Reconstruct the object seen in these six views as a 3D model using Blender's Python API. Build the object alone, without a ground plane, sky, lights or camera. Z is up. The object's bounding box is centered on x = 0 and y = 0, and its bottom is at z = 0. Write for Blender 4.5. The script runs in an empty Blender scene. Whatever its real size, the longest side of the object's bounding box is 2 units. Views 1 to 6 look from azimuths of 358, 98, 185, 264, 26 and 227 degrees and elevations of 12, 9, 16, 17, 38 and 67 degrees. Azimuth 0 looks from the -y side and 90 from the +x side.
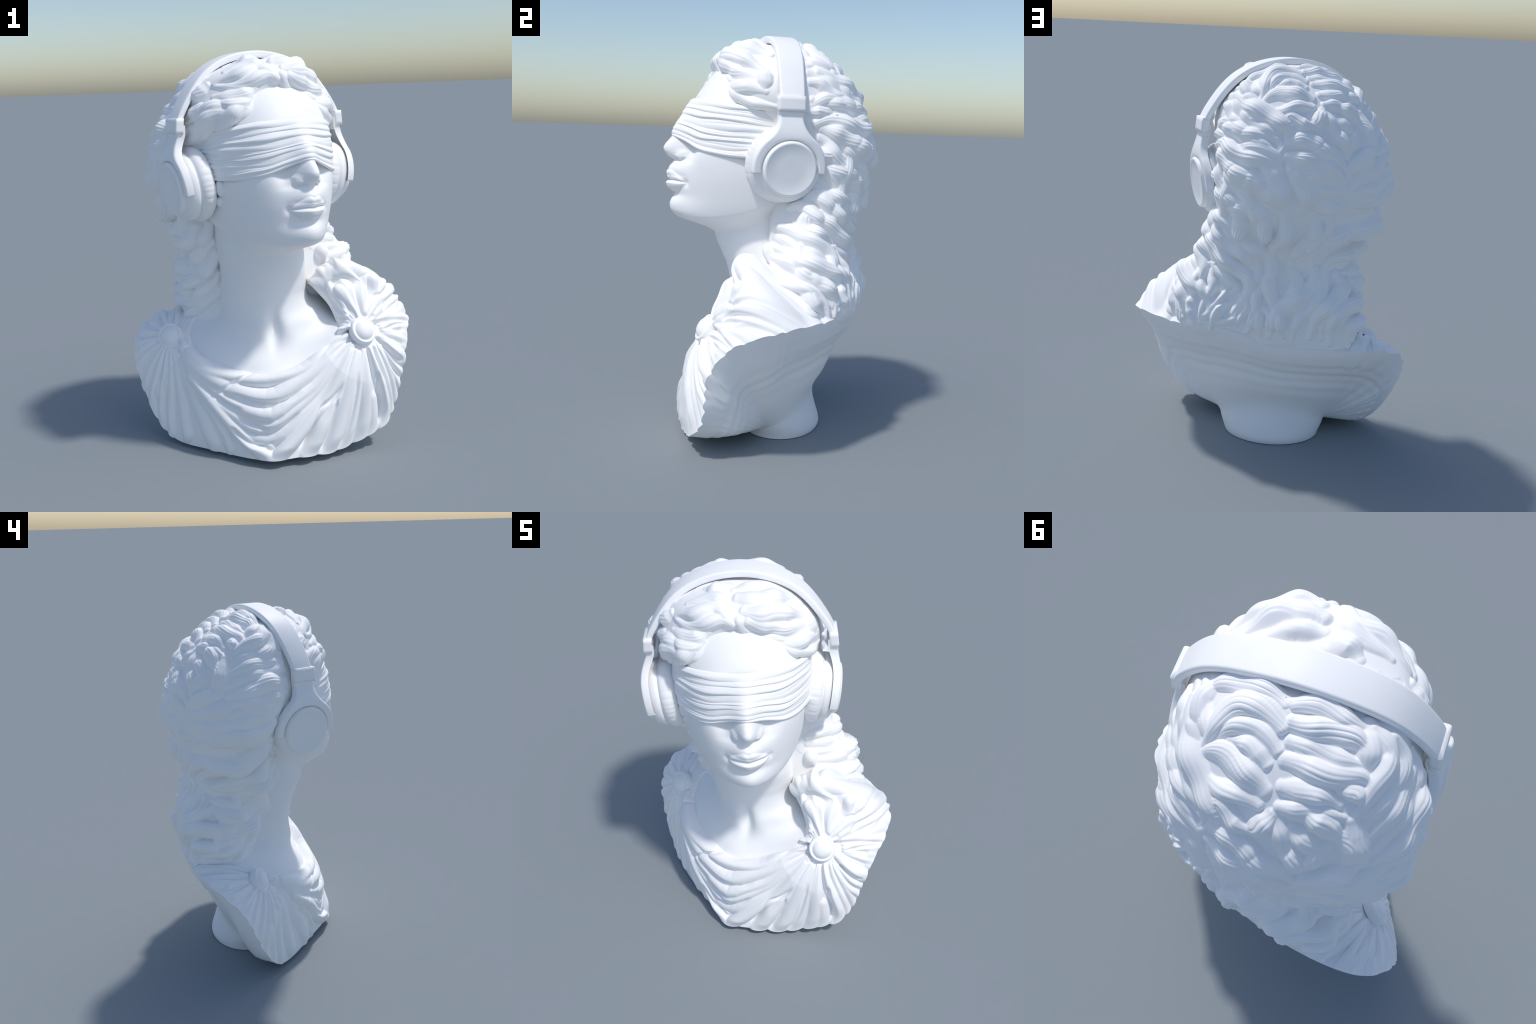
import bpy, math
import numpy as np

rng = np.random.default_rng(7)

# ------------------------------------------------------------------ helpers
def sstep(a, b, x):
    t = np.clip((x - a) / (b - a), 0, 1)
    return t * t * (3 - 2 * t)

def gauss(x, s):
    return np.exp(-(x / s) ** 2)

def cubic(xk, yk, x):
    """natural cubic spline through (xk, yk), yk may be vector valued"""
    xk = np.asarray(xk, float); yk = np.asarray(yk, float); x = np.asarray(x, float)
    n = len(xk); h = np.diff(xk)
    A = np.zeros((n, n)); A[0, 0] = A[-1, -1] = 1
    B = np.zeros((n,) + yk.shape[1:])
    for i in range(1, n - 1):
        A[i, i - 1], A[i, i], A[i, i + 1] = h[i - 1], 2 * (h[i - 1] + h[i]), h[i]
        B[i] = 6 * ((yk[i + 1] - yk[i]) / h[i] - (yk[i] - yk[i - 1]) / h[i - 1])
    M = np.linalg.solve(A, B.reshape(n, -1)).reshape(yk.shape)
    i = np.clip(np.searchsorted(xk, x) - 1, 0, n - 2)
    ex = (slice(None),) * x.ndim + (None,) * (yk.ndim - 1)
    t = (x - xk[i])[ex]; u = (xk[i + 1] - x)[ex]; hh = h[i][ex]
    return (M[i] * u ** 3 + M[i + 1] * t ** 3) / (6 * hh) + (yk[i] / hh - M[i] * hh / 6) * u + (yk[i + 1] / hh - M[i + 1] * hh / 6) * t

def periodic(xk, yk, x, period):
    """smooth closed interpolation: knots repeated on either side"""
    xk = np.asarray(xk, float); yk = np.asarray(yk, float)
    o = np.argsort(xk); xk, yk = xk[o], yk[o]
    return cubic(np.concatenate([xk - period, xk, xk + period]), np.concatenate([yk, yk, yk]), x)

def polyline(pts, n, power=0.5):
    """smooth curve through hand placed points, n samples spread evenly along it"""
    P = np.asarray(pts, float)
    d = np.concatenate([[0], np.cumsum(np.linalg.norm(np.diff(P, axis=0), axis=1) ** power)])
    Q = cubic(d / d[-1], P, np.linspace(0, 1, max(8 * n, 60)))
    l = np.concatenate([[0], np.cumsum(np.linalg.norm(np.diff(Q, axis=0), axis=1))])
    t = np.linspace(0, l[-1], n)
    return np.stack([np.interp(t, l, Q[:, k]) for k in range(P.shape[1])], 1)

def unit(v):
    return v / (np.linalg.norm(v, axis=-1, keepdims=True) + 1e-12)

# ------------------------------------------------------------------ material
def plaster(name, colour=(0.955, 0.955, 0.955), rough=0.55):
    m = bpy.data.materials.new(name); m.use_nodes = True
    nt = m.node_tree; b = nt.nodes["Principled BSDF"]
    tc = nt.nodes.new("ShaderNodeTexCoord")
    n1 = nt.nodes.new("ShaderNodeTexNoise"); n1.inputs["Scale"].default_value = 9; n1.inputs["Detail"].default_value = 5
    r = nt.nodes.new("ShaderNodeValToRGB")
    c = np.array(colour)
    r.color_ramp.elements[0].position, r.color_ramp.elements[1].position = 0.3, 0.7
    r.color_ramp.elements[0].color = (*(c * 0.985), 1); r.color_ramp.elements[1].color = (*np.minimum(c * 1.01, 1), 1)
    nt.links.new(tc.outputs["Object"], n1.inputs["Vector"])
    nt.links.new(n1.outputs["Fac"], r.inputs["Fac"]); nt.links.new(r.outputs["Color"], b.inputs["Base Color"])
    b.inputs["Roughness"].default_value = rough
    b.inputs["Specular IOR Level"].default_value = 0.3
    return m

PLASTER = plaster("white_plaster")
SMOOTH = plaster("smooth_white", rough=0.5)

# ------------------------------------------------------------------ scene tree
root = bpy.data.objects.new("bust_statue", None)
bpy.context.collection.objects.link(root)
root["label"] = "white plaster bust of a blindfolded woman wearing headphones"
root["category"] = "bust sculpture"

def mesh_object(name, verts, faces, parent=root, mat=PLASTER, smooth=True, normals=None, stuff=False):
    me = bpy.data.meshes.new(name)
    me.from_pydata(np.asarray(verts, float).tolist(), [], [tuple(f) for f in faces])
    me.materials.append(mat)
    me.polygons.foreach_set("use_smooth", np.full(len(me.polygons), smooth))
    me.update()
    if normals is not None:
        me.normals_split_custom_set_from_vertices(np.asarray(normals, float).tolist())
    o = bpy.data.objects.new(name, me)
    bpy.context.collection.objects.link(o)
    o.parent = parent
    if stuff:
        o["kind"] = "stuff"
    return o

def empty(name, parent=root):
    o = bpy.data.objects.new(name, None); bpy.context.collection.objects.link(o); o.parent = parent
    return o

def grid_faces(nr, nc, wrap=True, flip=False):
    i, j = np.meshgrid(np.arange(nr - 1), np.arange(nc if wrap else nc - 1), indexing="ij")
    j2 = (j + 1) % nc
    q = np.stack([i * nc + j, i * nc + j2, (i + 1) * nc + j2, (i + 1) * nc + j], -1).reshape(-1, 4)
    return q[:, ::-1] if flip else q

def grid_normals(G, wrap=True):
    """unit normals of a grid of points (rows, columns, 3)"""
    if wrap:
        dc = np.roll(G, -1, 1) - np.roll(G, 1, 1)
    else:
        dc = np.gradient(G, axis=1)
    dr = np.gradient(G, axis=0)
    return unit(np.cross(dc, dr))

# ------------------------------------------------------------------ frames
YAW = math.radians(28.0)                       # the head is turned towards +x
O = np.array([-0.02, -0.06])                   # vertical axis of the head
EA = np.array([math.cos(YAW), math.sin(YAW)])  # to her left (towards +x)
EF = np.array([math.sin(YAW), -math.cos(YAW)]) # where the face looks

def head_xy(a, f):
    return O[0] + a * EA[0] + f * EF[0], O[1] + a * EA[1] + f * EF[1]

def head_point(a, f, z):
    x, y = head_xy(np.asarray(a), np.asarray(f))
    return np.stack(np.broadcast_arrays(x, y, z), -1)

# ------------------------------------------------------------------ torso base surface
# thin plate spline: height along a direction that looks forward and up
Q2 = math.sqrt(0.5)
def to_frame(P):
    P = np.asarray(P, float)
    return np.stack([P[..., 0], (P[..., 1] + P[..., 2]) * Q2, (P[..., 2] - P[..., 1]) * Q2], -1)

def from_frame(x, s, h):
    return np.stack([x, (s - h) * Q2, (s + h) * Q2], -1)

RIM = np.array([
    (-0.01, -0.432, 0.035), (0.16, -0.405, 0.04), (0.27, -0.362, 0.035), (0.42, -0.308, 0.065), (0.54, -0.26, 0.11),
    (0.63, -0.19, 0.22), (0.67, -0.17, 0.38), (0.70, -0.12, 0.51), (0.725, -0.03, 0.60), (0.68, 0.16, 0.665),
    (0.51, 0.30, 0.67), (0.316, 0.415, 0.70), (0.0, 0.45, 0.645), (-0.28, 0.42, 0.615), (-0.50, 0.36, 0.60), (-0.64, 0.29, 0.575),
    (-0.715, 0.15, 0.46), (-0.69, 0.07, 0.30), (-0.61, 0.0, 0.12), (-0.525, -0.08, 0.03), (-0.36, -0.215, 0.02), (-0.17, -0.34, 0.02)])

CHEST = np.array([
    (-0.01, -0.305, 0.43), (0.20, -0.262, 0.50), (0.36, -0.20, 0.62), (-0.20, -0.235, 0.455), (0.01, -0.36, 0.324), (0.0, -0.385, 0.25), (-0.15, -0.33, 0.22),
    (-0.014, -0.40, 0.12), (0.23, -0.35, 0.30), (0.25, -0.375, 0.15), (0.50, -0.29, 0.33), (0.56, -0.19, 0.58), (0.54, -0.23, 0.54),
    (0.468, -0.20, 0.61), (-0.517, 0.035, 0.55), (-0.37, -0.155, 0.43), (-0.47, -0.10, 0.27), (-0.30, -0.26, 0.20), (-0.62, 0.03, 0.42),
    (0.02, -0.205, 0.58), (-0.2, -0.118, 0.60), (-0.38, 0.025, 0.58), (-0.45, 0.2, 0.62), (0.0, 0.22, 0.70)])
SKIN_ONLY = np.array([(-0.01, -0.175, 0.66), (0.33, -0.15, 0.62), (0.45, 0.0, 0.65), (0.2, -0.175, 0.61), (-0.23, 0.06, 0.66), (0.25, 0.05, 0.75), (0.45, 0.2, 0.68), (0.6, 0.05, 0.62)])
# the cloth climbs over her left shoulder and is buried under the hair there
SHAWL = np.array([(0.345, -0.15, 0.66), (0.40, -0.20, 0.68), (0.39, -0.145, 0.83), (0.33, -0.09, 0.855), (0.30, -0.02, 0.90), (0.30, 0.04, 0.95),
                  (0.51, 0.0, 0.87), (0.42, 0.03, 0.93), (0.45, -0.07, 0.83), (0.56, -0.06, 0.765), (0.64, 0.02, 0.75), (0.50, -0.14, 0.715), (0.665, -0.04, 0.65), (0.58, 0.07, 0.815), (0.45, 0.25, 0.74), (-0.25, 0.2, 0.70), (0.3, 0.27, 0.70)])

class Plate:
    def __init__(self, P, smooth=1e-4):
        F = to_frame(P); self.c = F[:, :2]; n = len(F)
        K = self.kern(self.c, self.c) + smooth * np.eye(n)
        T = np.c_[np.ones(n), self.c]
        A = np.block([[K, T], [T.T, np.zeros((3, 3))]])
        self.w = np.linalg.solve(A, np.r_[F[:, 2], 0, 0, 0])
    @staticmethod
    def kern(p, q):
        r2 = ((p[:, None] - q[None]) ** 2).sum(-1)
        return r2 * np.log(r2 + 1e-9) * 0.5
    def __call__(self, x, s):
        p = np.stack([np.ravel(x), np.ravel(s)], -1)
        v = self.kern(p, self.c) @ self.w[:-3] + np.c_[np.ones(len(p)), p] @ self.w[-3:]
        return v.reshape(np.shape(x))

skin_plate = Plate(np.concatenate([RIM, CHEST, SKIN_ONLY]))
plate = Plate(np.concatenate([RIM, CHEST, SHAWL]))
CX, CS = 0.0, 0.45                                     # centre of the annular drape in the frame

def loop_radius(P, ang):
    F = to_frame(P) if P.shape[1] == 3 else P
    a = np.arctan2(F[:, 1] - CS, F[:, 0] - CX)
    return periodic(a, np.hypot(F[:, 0] - CX, F[:, 1] - CS), ang, 2 * math.pi)

# ------------------------------------------------------------------ skin: face, neck and chest as one surface
FACE_Z = [1.00, 1.05, 1.10, 1.15, 1.20, 1.29, 1.40, 1.50, 1.60, 1.70, 1.80, 1.88, 1.92]
FACE_F = [0.34, 0.405, 0.440, 0.450, 0.443, 0.440, 0.424, 0.416, 0.388, 0.340, 0.266, 0.17, 0.08]
FACE_W = [0.21, 0.235, 0.255, 0.273, 0.286, 0.299, 0.307, 0.310, 0.305, 0.290, 0.255, 0.18, 0.10]
FACE_N = [1.7, 1.72, 1.76, 1.84, 1.95, 2.1, 2.2, 2.15, 2.2, 2.2, 2.1, 2.0, 2.0]

def face_radius(th, z):
    F, W, N = (cubic(FACE_Z, v, z) for v in (FACE_F, FACE_W, FACE_N))
    c, s = np.cos(th), np.abs(np.sin(th))
    F = np.where(c >= 0, F, np.interp(z, [1.5, 1.7, 1.8, 1.92], [0.30, 0.22, 0.12, 0.04]))
    return ((s / W) ** N + (np.abs(c) / F) ** N) ** (-1 / N)

def dome(q):
    return np.sqrt(np.clip(1 - q, 0, 1))

def face_relief(a, z):
    """forward push of nose, lips and chin over the plain egg of the face"""
    d = np.zeros_like(a); b = np.abs(a)
    # nose: bridge, ball of the tip, wings, nostrils
    ridge = np.clip(cubic([1.36, 1.385, 1.40, 1.42, 1.445, 1.47, 1.51, 1.56, 1.62, 1.68, 1.95], [0.0, 0.004, 0.040, 0.068, 0.078, 0.070, 0.045, 0.028, 0.013, 0.0, 0.0], np.clip(z, 1.36, 1.95)), 0, 1)
    wid = np.interp(z, [1.39, 1.42, 1.45, 1.50, 1.60], [0.046, 0.050, 0.047, 0.040, 0.05])
    d += ridge * np.exp(-(b / wid) ** 2.4)
    wing = ((b - 0.048) / 0.027) ** 2 + ((z - 1.4125) / 0.028) ** 2
    d = np.maximum(d, 0.030 * dome(wing) ** 1.2) + 0.004 * gauss(d - 0.030 * dome(wing) ** 1.2, 0.012) * (wing < 1)
    d += 0.020 * gauss(a, 0.085) * sstep(1.375, 1.405, z) * gauss(np.maximum(z - 1.41, 0), 0.05)
    d -= 0.014 * np.exp(-((b - 0.030) / 0.014) ** 2 - ((z - 1.392) / 0.009) ** 2)
    # muzzle round the mouth
    d += 0.014 * gauss(a, 0.10) * gauss(z - 1.29, 0.10)
    # lips
    k = np.clip(1 - (a / 0.096) ** 2, 0, 1)
    seam = 1.289 - 0.013 * (a / 0.1) ** 2 - 0.003 * gauss(a, 0.018)
    up = 0.042 * k ** 0.95 * (1 - 0.15 * gauss(a, 0.013)) + 1e-5; lo = 0.054 * k ** 0.75 + 1e-5
    tu = (z - seam) / up; tl = (seam - z) / lo
    d += 0.016 * k ** 0.6 * np.where((tu > 0) & (tu < 1.25), np.sin(np.clip(tu / 1.25, 0, 1) ** 0.8 * math.pi) ** 0.8, 0)
    d += 0.028 * k ** 0.65 * np.where((tl > 0) & (tl < 1.15), np.sin(np.clip(tl / 1.15, 0, 1) ** 0.85 * math.pi) ** 0.75, 0)
    d -= 0.008 * k ** 0.3 * gauss(z - seam, 0.007) * (b < 0.096)
    d -= 0.010 * gauss(b - 0.099, 0.014) * gauss(z - 1.277, 0.02)
    # philtrum, hollow under the lip, chin ball
    d -= 0.004 * gauss(a, 0.011) * gauss(z - 1.365, 0.016)
    d -= 0.018 * gauss(a, 0.075) * gauss(z - 1.217, 0.024)
    d += 0.016 * gauss(a, 0.080) * gauss(z - 1.155, 0.045)
    # hollow beside the nose, then the cheek
    d -= 0.026 * gauss(b - 0.098, 0.045) * gauss(z - 1.435, 0.05)
    d += 0.010 * np.exp(-((b - 0.17) / 0.07) ** 2 - ((z - 1.40) / 0.07) ** 2)
    return d

NECK_Z = [0.80, 0.86, 0.92, 0.98, 1.04, 1.10, 1.30]
NECK_C = [(-0.018, 0.000), (-0.016, -0.014), (-0.018, -0.034), (-0.024, -0.055), (-0.030, -0.07), (-0.036, -0.065), (-0.03, -0.06)]
NECK_F = [0.213, 0.215, 0.22, 0.222, 0.225, 0.235, 0.25]
NECK_W = [0.228, 0.222, 0.219, 0.217, 0.216, 0.218, 0.225]

NT = 420
theta = np.linspace(-math.pi, math.pi, NT, endpoint=False)       # 0 = straight ahead of the face, + towards her left
zr = np.concatenate([np.linspace(1.92, 1.45, 60), np.linspace(1.45, 1.00, 190)[1:], np.linspace(1.00, 0.80, 30)[1:]])
TH, ZR = np.meshgrid(theta, zr)
rf = face_radius(TH, np.maximum(ZR, 1.0))
A = rf * np.sin(TH); Fw = rf * np.cos(TH)
front = sstep(0.05, 0.5, np.cos(TH))
Fw = Fw + face_relief(A, ZR) * front
head_pts = head_point(A, Fw, ZR)
nf, nw = np.interp(ZR, NECK_Z, NECK_F), np.interp(ZR, NECK_Z, NECK_W)
rn = ((np.abs(np.sin(TH)) / nw) ** 2 + (np.abs(np.cos(TH)) / nf) ** 2) ** -0.5
ncx, ncy = (np.interp(ZR, NECK_Z, [c[i] for c in NECK_C]) for i in (0, 1))
neck_pts = np.stack([ncx + rn * (np.sin(TH) * EA[0] + np.cos(TH) * EF[0]), ncy + rn * (np.sin(TH) * EA[1] + np.cos(TH) * EF[1]), ZR], -1)
jaw = 1.062 + 0.108 * (1 - np.cos(np.minimum(np.abs(TH), 1.9))) + 0.02 * gauss(TH, 0.2) * 0
wj = sstep(jaw - 0.045, jaw + 0.045, ZR)
wj = wj ** 0.8
skin_upper = neck_pts + (head_pts - neck_pts) * wj[..., None]
# pull the midline onto the measured profile of forehead, nose, lips, chin and throat
PROFILE = [(0.928, 0.212), (0.973, 0.226), (1.022, 0.240), (1.049, 0.284), (1.078, 0.363), (1.101, 0.436), (1.12, 0.464), (1.152, 0.479), (1.181, 0.477), (1.206, 0.460), (1.225, 0.459),
           (1.238, 0.482), (1.257, 0.496), (1.282, 0.492), (1.291, 0.482), (1.310, 0.493), (1.336, 0.496), (1.354, 0.476), (1.376, 0.467), (1.394, 0.475), (1.419, 0.506), (1.44, 0.517), (1.468, 0.501), (1.506, 0.464)]
pz, pf = np.array(PROFILE).T
mid = NT // 2
have = (skin_upper[:, mid, :2] - O) @ EF
want = np.interp(zr, pz, pf)
fix = np.where((zr > pz[0]) & (zr < pz[-1] + 0.02), want - have, 0)
fix = np.convolve(np.pad(fix, 7, mode="edge"), np.ones(15) / 15, "valid")
lat = np.interp(zr, [1.0, 1.1, 1.16, 1.20, 1.36, 1.40, 1.50], [0.16, 0.13, 0.09, 0.075, 0.075, 0.05, 0.045])
push = fix[:, None] * np.exp(-np.abs(A / lat[:, None]) ** 2) * (np.cos(TH) > 0)
skin_upper = skin_upper + push[..., None] * np.array([EF[0], EF[1], 0])

# chest rings lie on the torso plate and are joined to the neck by a spline
rings = [skin_upper[-14], skin_upper[-1]]
wa = np.arctan2(np.sin(theta) * EA[1] + np.cos(theta) * EF[1], np.sin(theta) * EA[0] + np.cos(theta) * EF[0])
for rho in (0.285, 0.36, 0.44, 0.50):
    x = 0.01 + rho * np.cos(wa) * 0.95
    s = 0.53 + np.where(np.sin(wa) < 0, rho, 0.30 * rho) * np.sin(wa)
    P = from_frame(x, s, skin_plate(x, s) - 0.03 * max(0, rho - 0.44) / 0.06)     # sinks under the cloth
    hid = sstep(0.1, 0.6, np.sin(wa))[:, None]           # behind, under the hair, the surface just ends below the neck
    low = skin_upper[-1] * np.array([0.9, 0.9, 1]) - np.array([0, 0, 0.4 * (rho - 0.2)])
    rings.append(P * (1 - hid) + low * hid)
rings = np.array(rings)
tk = np.array([0, 0.09, 0.30, 0.40, 0.50, 0.58])
chest = cubic(tk, rings, np.linspace(0.09, 0.58, 60))[1:]
# collar-bone heads and the hollow between them
skin = np.concatenate([skin_upper, chest])
nrm = grid_normals(skin)
if (nrm[100, NT // 2] @ np.array([EF[0], EF[1], 0])) < 0:
    nrm = -nrm; SKIN_FLIP = True
else:
    SKIN_FLIP = False
def bump3(P, c, r):
    return np.exp(-(((P - np.array(c)) / np.array(r)) ** 2).sum(-1))
rel = (0.016 * bump3(skin, (-0.035, -0.17, 0.64), (0.05, 0.2, 0.07)) + 0.014 * bump3(skin, (0.09, -0.17, 0.63), (0.05, 0.2, 0.06))
       - 0.034 * bump3(skin, (0.022, -0.18, 0.635), (0.032, 0.2, 0.075))
       + 0.012 * bump3(skin, (-0.20, -0.12, 0.62), (0.14, 0.2, 0.035)) + 0.010 * bump3(skin, (0.22, -0.1, 0.66), (0.12, 0.2, 0.035)))
skin = skin + nrm * rel[..., None]
skin_n = grid_normals(skin) * (-1 if SKIN_FLIP else 1)

def split_rows(name, r0, r1, mat=PLASTER):
    V = skin[r0:r1 + 1].reshape(-1, 3); N = skin_n[r0:r1 + 1].reshape(-1, 3)
    mesh_object(name, V, grid_faces(r1 - r0 + 1, NT, True, SKIN_FLIP), normals=N, mat=mat)
row_jaw = int(np.argmin(np.abs(zr - 1.05)))
split_rows("head", 0, row_jaw); split_rows("neck", row_jaw, len(zr) - 1); split_rows("chest", len(zr) - 1, len(skin) - 1)

# ------------------------------------------------------------------ drape, an annular cloth between neckline and rim
NECKLINE = np.array([(0.0, 0.1025), (0.20, 0.186), (0.34, 0.30), (0.335, 0.36), (0.275, 0.46), (0.205, 0.58), (0.18, 0.66), (0.12, 0.70), (0.0, 0.70),
                     (-0.20, 0.63), (-0.33, 0.56), (-0.40, 0.45), (-0.36, 0.27), (-0.20, 0.163)])     # in the (x, s) frame
NA, NR = 1100, 200
ang = np.linspace(-math.pi, math.pi, NA, endpoint=False)
r_in = loop_radius(NECKLINE, ang); r_out = loop_radius(RIM, ang)
tt = np.linspace(0, 1, NR)[:, None]
rr = r_in + (r_out - r_in) * tt
X, S = CX + rr * np.cos(ang), CS + rr * np.sin(ang)
H = plate(X, S)
rim_h = periodic(np.arctan2(to_frame(RIM)[:, 1] - CS, to_frame(RIM)[:, 0] - CX), to_frame(RIM)[:, 2], ang, 2 * math.pi)
H = H + (rim_h - H[-1]) * tt ** 4
base = from_frame(X, S, H)
dn = grid_normals(base)
if dn[50, 0].sum() != 0 and (dn[50, NA // 4] @ np.array([0, -0.7, 0.7])) < 0:
    dn = -dn; DR_FLIP = True
else:
    DR_FLIP = False
edge = sstep(0, 0.06, tt)
lift = -0.014 + 0.022 * edge
BROOCH = np.array([to_frame(np.array(p))[:2] for p in ((0.466, -0.232, 0.614), (-0.517, 0.022, 0.552))])
XS = np.stack([X, S], -1)
near = np.minimum(np.linalg.norm(XS - BROOCH[0], axis=-1), np.linalg.norm(XS - BROOCH[1], axis=-1))
gather = np.clip(near / 0.22, 0.38, 1.0)             # folds tighten where the brooches gather the cloth
relief = np.zeros_like(X)

def fold(half_width, height, *line):
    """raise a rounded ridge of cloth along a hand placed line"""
    global relief
    Q = polyline(line, 24, 1.0)
    lo, hi = Q.min(0) - half_width * 1.6, Q.max(0) + half_width * 1.6
    sel = (X > lo[0]) & (X < hi[0]) & (S > lo[1]) & (S < hi[1])
    if not sel.any():
        return
    p = XS[sel]; best = np.full(len(p), 9.0)
    for a, b in zip(Q[:-1], Q[1:]):
        d = b - a; t = np.clip(((p - a) @ d) / (d @ d), 0, 1)
        best = np.minimum(best, np.linalg.norm(p - a - t[:, None] * d, axis=1))
    q = best / (half_width * 1.25 * gather[sel])
    ends = np.minimum(np.linalg.norm(p - Q[0], axis=1), np.linalg.norm(p - Q[-1], axis=1))
    r = height * gather[sel] ** 0.7 * np.clip(1 - q * q, 0, 1) ** 0.9
    old = relief[sel]
    m = np.maximum(old, r); relief[sel] = m + 0.0025 * np.exp(-np.abs(old - r) / 0.004) * (np.minimum(old, r) > 0.001)

def crease(half_width, depth, *line):
    """cut a narrow valley into the cloth"""
    Q = polyline(line, 24, 1.0)
    lo, hi = Q.min(0) - half_width * 3, Q.max(0) + half_width * 3
    sel = (X > lo[0]) & (X < hi[0]) & (S > lo[1]) & (S < hi[1])
    half_width = max(half_width, 0.0085)
    p = XS[sel]; d2 = np.full(len(p), 9.0); k = np.zeros(len(p))
    for i, (a, b) in enumerate(zip(Q[:-1], Q[1:])):
        d = b - a; t = np.clip(((p - a) @ d) / (d @ d), 0, 1)
        e2 = ((p - a - t[:, None] * d) ** 2).sum(1)
        k = np.where(e2 < d2, (i + t) / 23.0, k); d2 = np.minimum(d2, e2)
    relief[sel] -= depth * np.exp(-d2 / half_width ** 2) * sstep(0, 0.2, k) * sstep(0, 0.2, 1 - k)

# ---- FOLDS BEGIN
# swags across the chest
fold(0.030, 0.05, (-0.449, 0.361), (-0.388, 0.245), (-0.289, 0.151), (-0.197, 0.107), (-0.041, 0.063), (0.062, 0.071), (0.187, 0.119), (0.332, 0.271), (0.399, 0.296))
fold(0.041, 0.05, (-0.441, 0.324), (-0.338, 0.178), (-0.211, 0.068), (-0.092, 0.003), (-0.003, -0.016), (0.077, 0.018), (0.223, 0.111), (0.383, 0.259))
fold(0.029, 0.042, (-0.421, 0.253), (-0.303, 0.087), (-0.184, -0.009), (-0.078, -0.069), (-0.001, -0.091), (0.073, -0.053), (0.180, 0.015), (0.311, 0.140), (0.399, 0.214))
fold(0.024, 0.034, (-0.389, 0.178), (-0.258, 0.008), (-0.151, -0.081), (-0.063, -0.130), (0.003, -0.132), (0.083, -0.087), (0.217, 0.018), (0.336, 0.141), (0.404, 0.202))
fold(0.025, 0.024, (-0.365, 0.138), (-0.271, 0.001), (-0.200, -0.081), (-0.130, -0.144), (-0.042, -0.185), (0.025, -0.180), (0.131, -0.098), (0.241, 0.002), (0.348, 0.130))
fold(0.020, 0.024, (-0.448, 0.299), (-0.405, 0.133), (-0.357, 0.052), (-0.298, -0.040), (-0.241, -0.121), (-0.213, -0.185))
fold(0.026, 0.042, (-0.390, 0.167), (-0.318, 0.065), (-0.247, -0.032), (-0.189, -0.098), (-0.131, -0.166), (-0.068, -0.235), (-0.011, -0.286))
fold(0.029, 0.044, (-0.011, -0.286), (0.045, -0.238), (0.140, -0.148), (0.238, -0.043), (0.330, 0.075), (0.395, 0.181))
fold(0.016, 0.018, (-0.130, -0.142), (-0.072, -0.197), (-0.019, -0.214))
# folds hanging from her left brooch
fold(0.030, 0.036, (0.148, -0.269), (0.206, -0.179), (0.253, -0.103), (0.313, -0.003), (0.371, 0.125), (0.411, 0.208))
fold(0.031, 0.034, (0.243, -0.255), (0.288, -0.185), (0.329, -0.088), (0.370, 0.019), (0.421, 0.179))
fold(0.029, 0.026, (0.335, -0.221), (0.368, -0.127), (0.402, -0.006), (0.438, 0.167))
fold(0.030, 0.024, (0.427, -0.179), (0.452, -0.085), (0.460, 0.026), (0.459, 0.180))
fold(0.025, 0.02, (0.488, -0.154), (0.499, -0.078), (0.492, -0.007))
fold(0.025, 0.04, (0.556, -0.113), (0.568, -0.043), (0.546, 0.029), (0.515, 0.111), (0.491, 0.191))
fold(0.018, 0.026, (0.609, -0.026), (0.584, 0.042), (0.551, 0.122), (0.518, 0.202))
fold(0.018, 0.024, (0.636, 0.030), (0.610, 0.078), (0.566, 0.146), (0.532, 0.209))
fold(0.016, 0.022, (0.658, 0.087), (0.600, 0.122), (0.544, 0.204))
fold(0.015, 0.02, (0.673, 0.139), (0.616, 0.153), (0.552, 0.213))
fold(0.033, 0.042, (0.661, 0.198), (0.597, 0.217), (0.542, 0.249))
fold(0.025, 0.02, (0.700, 0.284), (0.635, 0.283), (0.567, 0.289))
fold(0.031, 0.03, (0.714, 0.393), (0.641, 0.347), (0.568, 0.300))
fold(0.023, 0.024, (0.705, 0.458), (0.627, 0.386), (0.552, 0.324))
fold(0.025, 0.026, (0.636, 0.484), (0.564, 0.391), (0.512, 0.336))
fold(0.029, 0.034, (0.582, 0.485), (0.533, 0.410), (0.486, 0.341))
# cloth over her left shoulder
fold(0.027, 0.03, (0.265, 0.741), (0.342, 0.621), (0.402, 0.557), (0.457, 0.524), (0.468, 0.439), (0.475, 0.367))
fold(0.019, 0.024, (0.359, 0.473), (0.401, 0.419), (0.427, 0.369), (0.442, 0.337))
fold(0.016, 0.022, (0.280, 0.576), (0.309, 0.521), (0.352, 0.444), (0.384, 0.397), (0.396, 0.343))
fold(0.022, 0.03, (0.545, 0.541), (0.538, 0.482), (0.507, 0.411), (0.482, 0.359))
fold(0.021, 0.02, (0.629, 0.434), (0.586, 0.378), (0.535, 0.330))
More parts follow.
